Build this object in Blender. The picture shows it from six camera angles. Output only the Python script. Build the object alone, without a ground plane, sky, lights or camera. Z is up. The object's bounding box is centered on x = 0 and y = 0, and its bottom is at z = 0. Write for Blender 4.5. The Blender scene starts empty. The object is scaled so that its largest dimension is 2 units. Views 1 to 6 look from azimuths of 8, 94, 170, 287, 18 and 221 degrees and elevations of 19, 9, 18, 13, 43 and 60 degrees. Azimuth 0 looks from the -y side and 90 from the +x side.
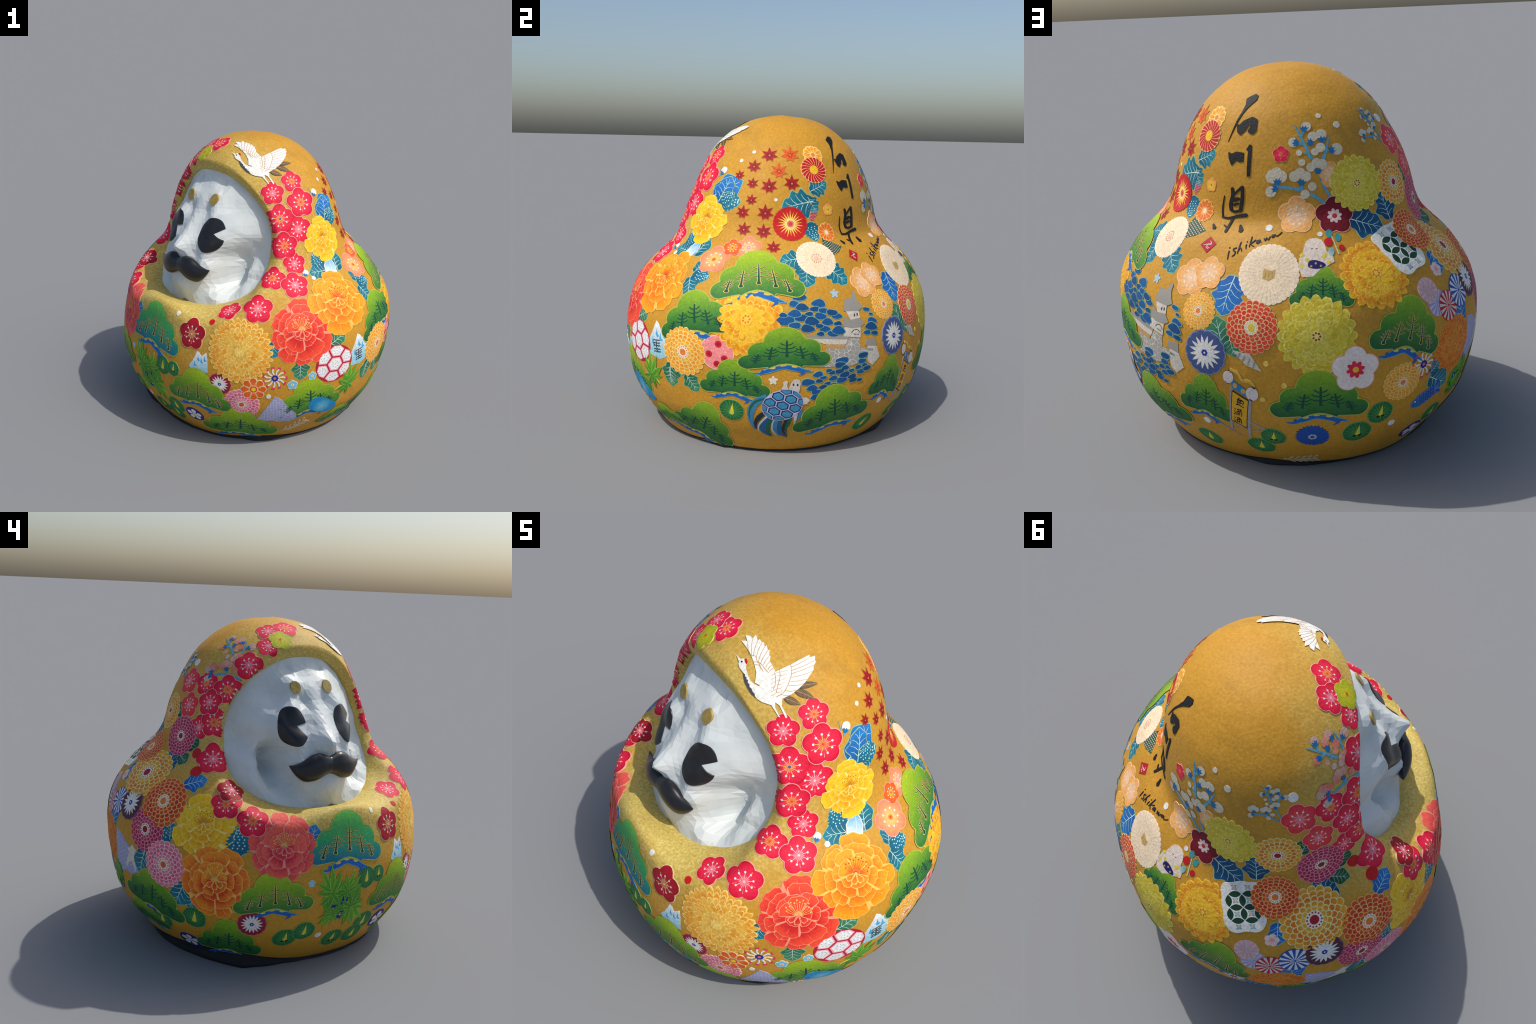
"""Painted gold gourd-shaped wish doll with a white face set in a hood opening.

Everything is described in the frame of the face: f = towards the face,
l = towards the doll's own left, z = up.  The hood is a star-shaped surface of
revolution with a little front-back flattening; the face is a height field over
(l, z); the painted motifs are thin raised enamel pieces wrapped on the hood.
"""
import bpy, bmesh, math, random
import numpy as np
from mathutils import Vector, Matrix
from mathutils.bvhtree import BVHTree
from mathutils.geometry import delaunay_2d_cdt, tessellate_polygon
from mathutils import noise as mnoise

TAU = 2 * math.pi
FACE_AZ = math.radians(-39.8)
F = np.array([math.sin(FACE_AZ), -math.cos(FACE_AZ), 0.0])
L = np.array([math.cos(FACE_AZ), math.sin(FACE_AZ), 0.0])
UP = np.array([0.0, 0.0, 1.0])
ZC = 0.8                                    # height of the star centre


def to_world(f, l, z):
    f, l, z = np.broadcast_arrays(f, l, z)
    return f[..., None] * F + l[..., None] * L + z[..., None] * UP


def hermite(x, X, Y):
    """Smooth curve through the control points (X, Y)."""
    X = np.asarray(X, float); Y = np.asarray(Y, float)
    x = np.clip(x, X[0], X[-1])
    d = np.gradient(Y, X)
    k = np.clip(np.searchsorted(X, x) - 1, 0, len(X) - 2)
    h = X[k + 1] - X[k]
    t = (x - X[k]) / h
    return ((2*t**3 - 3*t**2 + 1) * Y[k] + (t**3 - 2*t**2 + t) * h * d[k]
            + (-2*t**3 + 3*t**2) * Y[k + 1] + (t**3 - t**2) * h * d[k + 1])


# ---------------------------------------------------------------- hood profile
PHI = np.radians([-70, -62, -55, -48, -40, -30, -18, -6, 6, 16, 24, 31, 38, 46, 56, 66, 78, 90])
RAD = [1.066, 1.074, 1.084, 1.087, 1.074, 1.067, 1.027, .979, .931, .876, .829, .802, .806, .857, .954, 1.068, 1.156, 1.182]
PHI_H = np.radians([-60, -40, -20, 0, 15, 28, 40, 55, 75])
LEAN = [.006, .010, .006, -.012, -.010, -.024, -.013, -.059, -.062]       # cos(theta): lean to the front / back
FLAT = [-.033, -.026, -.029, -.052, -.039, -.028, -.075, -.085, -.03]     # cos(2 theta): flatter front to back

SIDE = [0, -.002, .000, .002, .002, .001, 0, 0, 0]                # sin(theta): belly sags to the doll's left

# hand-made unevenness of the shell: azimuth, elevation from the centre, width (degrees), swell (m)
UNEVEN = [
    (145, 12, 20, -.015), (145, -25, 22, -.016), (192, 4, 18, .016), (207, 8, 16, .010), (74, 9, 20, .016), (135, -4, 15, .014),
    (-42, -30, 20, -.022), (137, 25, 11, -.022), (240, 25, 11, -.020), (-88, 18, 14, -.014), (8, 18, 12, -.010), (46, 43, 12, -.012),
    (236, 43, 13, -.012), (-18, -46, 17, .018), (100, -46, 24, .014), (72, -25, 17, -.013), (-108, 22, 9, .014), (8, 4, 17, .012), (40, 5, 12, -.010),
    (-95, 48, 12, .012), (-62, -47, 18, .020), (236, -46, 20, -.016), (141, 2, 12, .010), (243, 22, 12, -.012), (42, 22, 14, -.010),
]


def hood_radius(phi, th):
    r = hermite(phi, PHI, RAD) + np.cos(phi) * (
        hermite(phi, PHI_H, LEAN) * np.cos(th) + hermite(phi, PHI_H, FLAT) * np.cos(2 * th)
        + hermite(phi, PHI_H, SIDE) * np.sin(th))
    # swollen band of the hood round the upper half of the opening
    c = math.radians(38)
    ang = np.arccos(np.clip(np.cos(phi) * np.cos(th) * math.cos(c) + np.sin(phi) * math.sin(c), -1, 1))
    up = np.clip((phi - math.radians(26)) / math.radians(22), 0, 1)
    top = np.clip(np.cos(th), 0, 1) ** 2
    for az, el, width, amount in UNEVEN:
        a = math.radians(az) - FACE_AZ
        e = math.radians(el)
        c = np.cos(phi) * math.cos(e) * np.cos(th - a) + np.sin(phi) * math.sin(e)
        r = r + amount * np.exp(-(np.arccos(np.clip(c, -1, 1)) / math.radians(width)) ** 2)
    return r + (.002 + .012 * top) * up * np.exp(-((ang - math.radians(36)) / math.radians(13)) ** 2)


def hood_point(d):
    """d: unit directions in (f, l, z) -> points in (f, l, z)."""
    phi = np.arcsin(np.clip(d[..., 2], -1, 1))
    th = np.arctan2(d[..., 1], d[..., 0])
    p = d * hood_radius(phi, th)[..., None]
    p[..., 2] += ZC
    return p


def hood_front(l, z):
    """f of the hood's outer surface in front of (l, z)."""
    lo, hi = np.zeros_like(l), np.full_like(l, 1.3)
    for _ in range(40):
        m = (lo + hi) / 2
        v = np.stack([m, l, z - ZC], -1)
        n = np.linalg.norm(v, axis=-1)
        inside = n < hood_radius(np.arcsin(v[..., 2] / n), np.arctan2(l, m))
        lo = np.where(inside, m, lo); hi = np.where(inside, hi, m)
    return (lo + hi) / 2


# ------------------------------------------------------- opening of the hood
def opening(t):
    """Edge where the white face meets the gold; t = 0 at the brow, pi at the chin."""
    c, s = np.cos(t), np.sin(t)
    l = .493 * np.sign(s) * np.abs(s) ** .794 * (1 - .306 * c)
    zz = .424 * np.sign(c) * np.abs(c) ** .794
    f = .386 - .356 * zz - .371 * l * l + .604 * zz * zz - .022 * np.abs(s) ** 3 + .022 * np.clip(-c, 0, 1) ** 6
    return f, l, 1.343 + zz


def bezier(a, b, c, d, u):
    u = u[:, None, None]
    return a * (1-u)**3 + 3*b*u*(1-u)**2 + 3*c*u*u*(1-u) + d*u**3


def smooth_mesh(name, verts, faces):
    me = bpy.data.meshes.new(name)
    me.from_pydata([tuple(map(float, v)) for v in verts], [], faces)
    me.validate(); me.update()
    me.polygons.foreach_set("use_smooth", [True] * len(me.polygons))
    return me


def grid_faces(rows, cols, wrap=True):
    out = []
    for i in range(rows - 1):
        for j in range(cols if wrap else cols - 1):
            k = (j + 1) % cols
            out.append((i*cols + j, (i+1)*cols + j, (i+1)*cols + k, i*cols + k))
    return out


def build_hood():
    n = 384
    t = np.linspace(0, TAU, n, endpoint=False)
    f, l, z = opening(t)
    edge = np.stack([f, l, z], -1)
    chin = .5 - .5 * np.cos(t)                                   # 0 at the brow, 1 at the chin
    # where the rolled lip leaves the outer surface
    corner = np.exp(-((np.abs(t - math.pi) - .95) / .4) ** 2)
    grow = 1.15 + .06 * chin ** 2 + .07 * corner
    lo, zo = l * grow, 1.343 + (z - 1.343) * (1.17 + .05 * chin ** 2 + .05 * corner)
    outer = np.stack([hood_front(lo, zo), lo, zo], -1)
    lo2, zo2 = l * (grow + .02), 1.343 + (z - 1.343) * (1.19 + .05 * chin ** 2 + .05 * corner)
    outer2 = np.stack([hood_front(lo2, zo2), lo2, zo2], -1)
    tan = outer - outer2
    tan /= np.linalg.norm(tan, axis=1)[:, None]
    span = np.linalg.norm(outer - edge, axis=1)[:, None]
    fwd = np.array([1.0, 0, 0])
    rows = []
    # inside of the opening, hidden behind the face
    inner = edge * [1, .93, 1] + [0, 0, 0]
    inner[:, 2] = 1.343 + (edge[:, 2] - 1.343) * .93
    rows.append(inner - fwd * .14)
    rows.append(edge - fwd * .05)
    # the collar peaks in the middle below the chin and is scooped out at its corners
    away = np.abs(t - math.pi)
    peak = np.exp(-(away / .30) ** 2)[:, None]
    scoop = np.exp(-((away - .85) / .35) ** 2)[:, None]
    lip = bezier(edge, edge + fwd * span * (.22 + .22 * chin[:, None] + .22 * peak - .25 * scoop) + UP * .045 * peak,
                 outer + tan * span * (.30 + .2 * peak - .15 * scoop) + UP * .095 * peak, outer, np.linspace(0, 1, 26))
    rows += list(lip)
    # outer surface: great circles from the lip to the middle of the back
    d0 = outer - [0, 0, ZC]
    d0 /= np.linalg.norm(d0, axis=1)[:, None]
    back = np.array([-math.cos(.61), 0, -math.sin(.61)])
    om = np.arccos(np.clip(d0 @ back, -1, 1))[:, None]
    for u in np.linspace(0, 1, 250)[1:-1]:
        d = (np.sin((1-u)*om) * d0 + np.sin(u*om) * back) / np.sin(om)
        rows.append(hood_point(d))
    P = np.array(rows)
    P[..., 2] = np.maximum(P[..., 2], .012)
    V = to_world(P[..., 0], P[..., 1], P[..., 2]).reshape(-1, 3)
    tip = hood_point(back[None])[0]
    V = np.vstack([V, to_world(*tip)[None]])
    m = len(rows)
    faces = grid_faces(m, n) + [((m-1)*n + j, len(V) - 1, (m-1)*n + (j+1) % n) for j in range(n)]
    faces = [tuple(reversed(x)) for x in faces]
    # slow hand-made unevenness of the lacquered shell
    for i, v in enumerate(V):
        if i < 4 * n or v[2] < .013:
            continue
        q = Vector(v)
        k = .003 * mnoise.noise(q * 5) + .0016 * mnoise.noise(q * 13)
        out = Vector((v[0], v[1], v[2] - ZC)).normalized()
        V[i] = q + out * k
    return smooth_mesh("hood", V, faces)


# ------------------------------------------------------------------- face
def thin_plate(pts, vals):
    n = len(pts)
    d = np.linalg.norm(pts[:, None] - pts[None], axis=2)
    K = np.where(d > 0, d * d * np.log(d + 1e-12), 0) + 6e-5 * np.eye(n)
    A = np.block([[K, np.c_[np.ones(n), pts]], [np.c_[np.ones(n), pts].T, np.zeros((3, 3))]])
    w = np.linalg.solve(A, np.r_[vals, 0, 0, 0])

    def ev(q):
        d = np.linalg.norm(q[:, None] - pts[None], axis=2)
        return np.where(d > 0, d * d * np.log(d + 1e-12), 0) @ w[:n] + w[n] + q @ w[n+1:]
    return ev


# (side, height, forward) of the carved face, mirrored left and right
FACE_POINTS = [
    (0, 1.70, .362), (.12, 1.69, .350),                       # top of the forehead
    (0, 1.62, .438), (.118, 1.60, .446), (.118, 1.64, .427), (.118, 1.565, .461), (.16, 1.60, .436), (.078, 1.60, .451),                      # brow bumps
    (.02, 1.51, .497), (.08, 1.52, .468),                     # dip between the brows
    (0, 1.43, .568), (.06, 1.40, .572),                       # bridge
    (0, 1.305, .715), (.05, 1.31, .655), (.10, 1.27, .615), (0, 1.25, .670),      # nose
    (.165, 1.50, .507), (.19, 1.39, .542), (.21, 1.28, .577), (.125, 1.39, .560), (.26, 1.31, .512),
    (0, 1.18, .665), (.13, 1.20, .632), (.13, 1.10, .640), (.215, 1.175, .590), (.20, 1.10, .590),   # pad under the moustache
    (0, 1.06, .680), (0, .98, .670), (.17, 1.0, .625), (.29, 1.01, .55),    # chin
]
# the two halves differ where the carver was less careful: signed side
FACE_POINTS_UNEVEN = [
    (.22, 1.57, .405), (-.22, 1.57, .370), (.25, 1.40, .500), (-.25, 1.40, .522),
    (.285, 1.22, .345), (.30, 1.12, .330), (.30, 1.03, .410), (.40, 1.14, .400), (.39, 1.05, .460), (.35, 1.24, .315), (.38, 1.40, .345), (.43, 1.28, .285), (.33, 1.52, .345), (.45, 1.10, .380),
    (-.255, 1.21, .350), (-.255, 1.12, .345), (-.37, 1.18, .455), (-.37, 1.07, .525), (-.37, 1.27, .400), (-.38, 1.40, .385), (-.43, 1.28, .315), (-.33, 1.52, .345),
]


def face_field():
    P = [(s * a, b, c) for a, b, c in FACE_POINTS for s in ((1, -1) if a else (1,))] + FACE_POINTS_UNEVEN
    t = np.linspace(0, TAU, 40, endpoint=False)
    f, l, z = opening(t)
    P = np.array(P + list(zip(l, z, f)))
    return thin_plate(P[:, :2], P[:, 2])


FACE = face_field()


def face_f(l, z):
    l = np.atleast_1d(np.asarray(l, float)); z = np.atleast_1d(np.asarray(z, float))
    return FACE(np.stack([l, z], -1))


def face_surface(l, z):
    """Carved face with its hand-cut lumps."""
    f = face_f(l, z)
    for i, (a, b) in enumerate(zip(np.atleast_1d(l), np.atleast_1d(z))):
        q = Vector((a * 9, b * 9, 3.1))
        f[i] += .012 * mnoise.noise(q * 1.1) + .0035 * mnoise.noise(q * 2.2)
    return f


def in_opening(l, z, grow=1.0):
    """Below 1 inside the opening."""
    zz = (z - 1.343) / grow
    c = np.sign(zz) * np.clip(np.abs(zz) / .424, 0, 1) ** (1 / .794)
    s = np.sqrt(np.maximum(0, 1 - c * c))
    w = .493 * s ** .794 * (1 - .306 * c) * grow
    return (np.abs(zz) < .424) & (np.abs(l) < w)


def build_face():
    rng = random.Random(5)
    pts = []
    t = np.linspace(0, TAU, 110, endpoint=False)
    f, l, z = opening(t)
    rim_in = [(a, b) for a, b in zip(l, z)]
    rim_out = [(a * 1.05, 1.343 + (b - 1.343) * 1.05) for a, b in zip(l, z)]
    h = .030
    z0 = .90
    row = 0
    while z0 < 1.80:
        x = -.56 + (row % 2) * h / 2
        while x < .56:
            a, b = x + rng.uniform(-.3, .3) * h, z0 + rng.uniform(-.3, .3) * h
            if in_opening(np.array(a), np.array(b), .965):
                pts.append((a, b))
            x += h
        z0 += h * .87
        row += 1
    m = len(rim_out)
    allp = rim_out + rim_in + pts
    vs, es, fs, *_ = delaunay_2d_cdt([Vector(p) for p in allp], [(i, (i+1) % m) for i in range(m)], [], 1, 1e-6)
    vs = np.array([v[:] for v in vs])
    ff = face_surface(vs[:, 0], vs[:, 1])
    inside = in_opening(vs[:, 0], vs[:, 1], .985)
    V = []
    for (a, b), c, i in zip(vs, ff, inside):
        if i:
            c += rng.uniform(-.0009, .0009)
        elif not in_opening(np.array(a), np.array(b), 1.015):
            c -= .035
        V.append(to_world(c, a, b))
    me = smooth_mesh("face", V, [tuple(x) for x in fs])
    return me


# ---------------------------------------------------------------- materials
def new_mat(name):
    m = bpy.data.materials.new(name)
    m.use_nodes = True
    nt = m.node_tree
    nt.nodes.clear()
    out = nt.nodes.new("ShaderNodeOutputMaterial")
    b = nt.nodes.new("ShaderNodeBsdfPrincipled")
    nt.links.new(b.outputs[0], out.inputs[0])
    return m, nt, b


def node(nt, kind, **kw):
    n = nt.nodes.new(kind)
    for k, v in kw.items():
        if k.startswith("in_"):
            n.inputs[int(k[3:])].default_value = v
        else:
            setattr(n, k, v)
    return n


def noise_tex(nt, scale, detail=3, rough=.5, vec=None):
    n = nt.nodes.new("ShaderNodeTexNoise")
    n.inputs["Scale"].default_value = scale
    n.inputs["Detail"].default_value = detail
    n.inputs["Roughness"].default_value = rough
    if vec is not None:
        nt.links.new(vec, n.inputs["Vector"])
    return n


def ramp(nt, fac, stops, interp="LINEAR"):
    r = nt.nodes.new("ShaderNodeValToRGB")
    r.color_ramp.interpolation = interp
    e = r.color_ramp.elements
    while len(e) > 1:
        e.remove(e[-1])
    e[0].position = stops[0][0]; e[0].color = (*stops[0][1], 1)
    for p, c in stops[1:]:
        k = e.new(p); k.color = (*c, 1)
    nt.links.new(fac, r.inputs[0])
    return r.outputs[0]


def mix(nt, fac, a, b, mode="MIX"):
    n = nt.nodes.new("ShaderNodeMix")
    n.data_type = "RGBA"; n.blend_type = mode
    for s, v in ((0, fac), (6, a), (7, b)):
        if hasattr(v, "links"):
            nt.links.new(v, n.inputs[s])
        else:
            n.inputs[s].default_value = v if s == 0 else (*v, 1)
    return n.outputs[2]


def math_n(nt, op, a, b=0.0, clamp=False):
    n = nt.nodes.new("ShaderNodeMath")
    n.operation = op; n.use_clamp = clamp
    for s, v in ((0, a), (1, b)):
        if hasattr(v, "links"):
            nt.links.new(v, n.inputs[s])
        else:
            n.inputs[s].default_value = v
    return n.outputs[0]


def world_pos(nt):
    return nt.nodes.new("ShaderNodeNewGeometry").outputs["Position"]


def object_pos(nt):
    return nt.nodes.new("ShaderNodeTexCoord").outputs["Object"]


def add_bump(nt, b, height, strength, dist):
    n = nt.nodes.new("ShaderNodeBump")
    n.inputs["Strength"].default_value = strength
    n.inputs["Distance"].default_value = dist
    nt.links.new(height, n.inputs["Height"])
    nt.links.new(n.outputs[0], b.inputs["Normal"])


def srgb(r, g, b):
    f = lambda v: (v / 255 / 12.92) if v / 255 <= .04045 else ((v / 255 + .055) / 1.055) ** 2.4
    return (f(r), f(g), f(b))


def gold_leaf():
    m, nt, b = new_mat("gold_leaf")
    p = world_pos(nt)
    big = noise_tex(nt, 2.2, 4, .6, p)
    fine = noise_tex(nt, 70, 4, .6, p)
    col = ramp(nt, fine.outputs[0], [(.25, (.47, .222, .017)), (.5, (.56, .275, .023)), (.75, (.63, .335, .036))])
    # baked-in lighting round the hood opening, painted as paler, yellower gold
    dist = nt.nodes.new("ShaderNodeVectorMath"); dist.operation = "DISTANCE"
    nt.links.new(p, dist.inputs[0])
    dist.inputs[1].default_value = tuple(to_world(.45, 0, 1.25))
    pale = math_n(nt, "ADD", dist.outputs["Value"], math_n(nt, "MULTIPLY", math_n(nt, "SUBTRACT", big.outputs[0], .5), .5))
    mask = ramp(nt, pale, [(.50, (1, 1, 1)), (.85, (0, 0, 0))])
    light = ramp(nt, fine.outputs[0], [(.25, (.44, .315, .055)), (.5, (.59, .44, .105)), (.75, (.79, .64, .23))])
    col = mix(nt, mask, col, light)
    # thin worn brown patches, mostly faint
    wear = ramp(nt, noise_tex(nt, 3.1, 7, .75, p).outputs[0], [(.53, (0, 0, 0)), (.75, (.5, .5, .5))])
    col = mix(nt, wear, col, (.30, .16, .03))
    nt.links.new(col, b.inputs["Base Color"])
    b.inputs["Roughness"].default_value = .6
    b.inputs["Specular IOR Level"].default_value = .3
    add_bump(nt, b, fine.outputs[0], .38, .006)
    return m


def face_white():
    m, nt, b = new_mat("face_white")
    p = world_pos(nt)
    n1 = noise_tex(nt, 7, 3, .5, p)
    col = ramp(nt, n1.outputs[0], [(.3, (.58, .63, .62)), (.6, (.68, .71, .69))])
    nt.links.new(col, b.inputs["Base Color"])
    b.inputs["Roughness"].default_value = .45
    return m


def plain(name, c, rough=.5, vary=.12, bump=.25):
    m, nt, b = new_mat(name)
    p = world_pos(nt)
    n1 = noise_tex(nt, 30, 3, .6, p)
    lo = tuple(x * (1 - vary) for x in c); hi = tuple(min(1, x * (1 + vary)) for x in c)
    nt.links.new(ramp(nt, n1.outputs[0], [(.3, lo), (.7, hi)]), b.inputs["Base Color"])
    b.inputs["Roughness"].default_value = rough
    if bump:
        add_bump(nt, b, noise_tex(nt, 38, 4, .65, p).outputs[0], bump, .012)
    return m


# ---------------------------------------------------------------- scene tree
def link(name, me, parent=None, mats=()):
    ob = bpy.data.objects.new(name, me)
    bpy.context.scene.collection.objects.link(ob)
    ob.parent = parent
    for m in mats:
        me.materials.append(m)
    return ob


doll = bpy.data.objects.new("wish_doll", None)
bpy.context.scene.collection.objects.link(doll)
doll["label"] = "gold gourd-shaped doll painted with flowers, white moustached face"
doll["category"] = "painted doll"

BLACK = plain("black_lacquer", (.012, .012, .014), .3, .3, 0)
BLACK_MATT = plain("black_rubber", (.006, .006, .007), .8, .3, 0)
hood = link("hood", build_hood(), doll, [gold_leaf()])
face = link("face", build_face(), doll, [face_white()])
face.data.polygons.foreach_set("use_smooth", [False] * len(face.data.polygons))
HOOD_BVH = BVHTree.FromPolygons([v.co for v in hood.data.vertices], [p.vertices[:] for p in hood.data.polygons])


# --------------------------------------------------------- parts of the face
def face_patch(name, outline, lift, thick, mat, step=.012, flat_disc=False):
    """A raised patch that follows the carved face: outline in (l, z)."""
    o = np.array(outline)
    lo, hi = o.min(0), o.max(0)
    pts = [Vector(p) for p in o]
    m = len(pts)
    for a in np.arange(lo[0], hi[0], step):
        for b in np.arange(lo[1], hi[1], step):
            pts.append(Vector((a + .0013, b + .0017)))
    vs, _, fs, *_ = delaunay_2d_cdt(pts, [], [list(range(m))], 1, 1e-7)
    used = sorted({i for x in fs for i in x})
    new = {k: i for i, k in enumerate(used)}
    vs = [vs[k] for k in used]
    fs = [tuple(new[i] for i in x) for x in fs]
    q = np.array([v[:] for v in vs])
    # distance to the outline gives a pillow rim
    d = np.min(np.linalg.norm(q[:, None] - o[None], axis=2), axis=1)
    ff = face_surface(q[:, 0], q[:, 1])
    if flat_disc:
        A = np.c_[np.ones(len(q)), q]
        ff = A @ np.linalg.lstsq(A, ff, rcond=None)[0]
    ff = ff + lift + thick * np.sqrt(np.clip(d / .03, 0, 1))
    V = list(to_world(ff, q[:, 0], q[:, 1]))
    cnt = {}
    for x in fs:
        for a, b in zip(x, x[1:] + x[:1]):
            k = (min(a, b), max(a, b)); cnt[k] = cnt.get(k, 0) + 1
    # side wall with vertices of its own, so that the top keeps its shading
    F2 = list(fs)
    rim = {}
    for x in fs:
        for a, b in zip(x, x[1:] + x[:1]):
            if cnt[(min(a, b), max(a, b))] == 1:
                for i in (a, b):
                    if i not in rim:
                        rim[i] = len(V)
                        V += [V[i], to_world(ff[i] - .02, q[i, 0], q[i, 1])]
                F2.append((rim[b], rim[a], rim[a] + 1, rim[b] + 1))
    me = smooth_mesh(name, V, F2)
    return link(name, me, face, [mat])


def resample(poly, step):
    out = []
    for a, b in zip(poly, poly[1:] + poly[:1]):
        k = max(1, int(math.dist(a, b) / step))
        out += [(a[0] + (b[0]-a[0]) * i / k, a[1] + (b[1]-a[1]) * i / k) for i in range(k)]
    return out


def eye_outline(cl, cz, tilt):
    """Upright ellipse with a pie slice missing on the doll's left."""
    pts = [(-.012, .002)] if False else [(.022, .006)]
    for a in np.linspace(.28, TAU - .42, 44):
        pts.append((.083 * math.cos(a), .110 * math.sin(a)))
    c, s = math.cos(tilt), math.sin(tilt)
    return resample([(cl + c*x - s*y, cz + s*x + c*y) for x, y in pts], .008)


for side in (1, -1):
    face_patch("eye", eye_outline(.188 * side, 1.389, .17 * side), .0035, .002, BLACK)
GILT = plain("gilt_dot", (.36, .255, .06), .45, .2)
for side in (1, -1):
    face_patch("brow_dot", [(.118 * side + .034 * math.cos(a), 1.60 + .036 * math.sin(a)) for a in np.linspace(0, TAU, 36, endpoint=False)], .008, .0, GILT, flat_disc=True)


def build_moustache():
    """Two plump lobes, tapering to tips that curl up, swept along a bowed spine."""
    n, k = 97, 28
    rows = []
    for u in np.linspace(-1, 1, n):
        a = abs(u)
        l = .254 * u
        zc = hermite(np.array([a]), [0, .2, .45, .7, .9, 1], [1.172, 1.172, 1.158, 1.143, 1.158, 1.176])[0]
        hh = hermite(np.array([a]), [0, .12, .3, .55, .75, .9, 1], [.050, .060, .077, .072, .048, .022, .002])[0]
        tt = hermite(np.array([a]), [0, .12, .3, .55, .75, .9, 1], [.036, .041, .047, .044, .032, .016, .002])[0]
        fc = hermite(np.array([a]), [0, .3, .6, 1], [.668, .662, .650, .618])[0]
        rows.append([to_world(fc + tt * math.cos(b), l, zc + hh * math.sin(b)) for b in np.linspace(0, TAU, k, endpoint=False)])
    V = np.array(rows).reshape(-1, 3)
    fc = [tuple(reversed(x)) for x in grid_faces(n, k)]
    me = smooth_mesh("moustache", V, fc)
    return link("moustache", me, face, [BLACK])


build_moustache()


FOOT_AZ = [-180, -151, -124, -105, -91, -79, -73, -62, -50, -23, -8, 0, 8, 15, 25, 42, 59, 66, 71, 76, 96, 125, 142, 154, 165, 180]
FOOT_R = [.73, .73, .772, .79, .815, .845, .815, .77, .75, .75, .762, .765, .793, .79, .762, .755, .745, .765, .775, .722, .72, .70, .705, .732, .733, .73]
FOOT_H = [.025, .03, .06, .08, .09, .08, .06, .035, .018, .015, .018, .03, .035, .03, .02, .018, .03, .05, .05, .02, .015, .015, .02, .035, .03, .025]


def build_base():
    """Flat uneven black foot, broken out in angular lobes."""
    n = 240
    az = np.linspace(-math.pi, math.pi, n, endpoint=False)
    rad = np.interp(np.degrees(az), FOOT_AZ, FOOT_R)
    top = np.interp(np.degrees(az), FOOT_AZ, FOOT_H)
    rad = rad + np.array([.004 * mnoise.noise(Vector((9*math.cos(a), 9*math.sin(a), 4))) for a in az])
    rows = []
    for k, zf in ((.001, 0), (1.0, 0), (1.005, .2), (1.0, .4), (.98, .6), (.95, .8), (.9, 1.0), (.8, 1.04)):
        r = rad * k
        if .4 < zf <= 1.0:                                        # upper part clings to the hood
            for i, a in enumerate(az):
                o = Vector((math.sin(a), -math.cos(a), 0))
                hit = HOOD_BVH.ray_cast(o * 2 + Vector((0, 0, max(.014, top[i] * zf))), -o)[0]
                r[i] = max(r[i], math.hypot(hit.x, hit.y) + .003 * (2.2 - 2 * zf))
        rows.append(np.stack([np.sin(az) * r, -np.cos(az) * r, top * zf], -1))
    V = np.array(rows).reshape(-1, 3)
    me = smooth_mesh("foot", V, [tuple(reversed(x)) for x in grid_faces(len(rows), n)])
    return link("foot", me, doll, [BLACK_MATT])


build_base()


# =====================================================================
# Painted enamel motifs.  A motif is drawn in its own plane (x right, y up,
# about one unit in radius) as stacked polygons, and then wrapped on the hood.
# =====================================================================
LEVEL, LAYER = .0014, .0003
MATS = {}


def paint_base(name, stops, mode):
    """Enamel colour: a ramp over the radius ('r') or height ('y') of the motif's own plane."""
    key = (name, mode)
    if key in MATS:
        return MATS[key]
    m, nt, b = new_mat(name)
    op, wp = object_pos(nt), world_pos(nt)
    if mode == "c":
        col = None
    else:
        if mode == "r":
            v = nt.nodes.new("ShaderNodeVectorMath"); v.operation = "MULTIPLY"
            nt.links.new(op, v.inputs[0]); v.inputs[1].default_value = (1, 1, 0)
            ln = nt.nodes.new("ShaderNodeVectorMath"); ln.operation = "LENGTH"
            nt.links.new(v.outputs[0], ln.inputs[0])
            fac = ln.outputs["Value"]
        else:
            s = nt.nodes.new("ShaderNodeSeparateXYZ")
            nt.links.new(op, s.inputs[0])
            fac = math_n(nt, "MULTIPLY_ADD", s.outputs[1], .5)
            fac.node.inputs[2].default_value = .5
        wob = noise_tex(nt, 3.5, 3, .6, op)
        fac = math_n(nt, "ADD", fac, math_n(nt, "MULTIPLY", math_n(nt, "SUBTRACT", wob.outputs[0], .5), .22))
        col = ramp(nt, fac, stops)
    grain = noise_tex(nt, 75, 4, .6, wp)
    g = ramp(nt, grain.outputs[0], [(.3, (.80, .80, .80)), (.7, (1.12, 1.12, 1.12))])
    col = mix(nt, 1.0, col if col is not None else stops[0][1], g, "MULTIPLY")
    nt.links.new(col, b.inputs["Base Color"])
    b.inputs["Roughness"].default_value = .62
    b.inputs["Specular IOR Level"].default_value = .3
    add_bump(nt, b, grain.outputs[0], .4, .006)
    MATS[key] = m
    return m


def flat(name, *rgb):
    return paint_base(name, [(0, srgb(*rgb))], "c")


def radial(name, *stops):
    return paint_base(name, [(p, srgb(*c)) for p, c in stops], "r")


def upward(name, *stops):
    return paint_base(name, [(p, srgb(*c)) for p, c in stops], "y")


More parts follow.
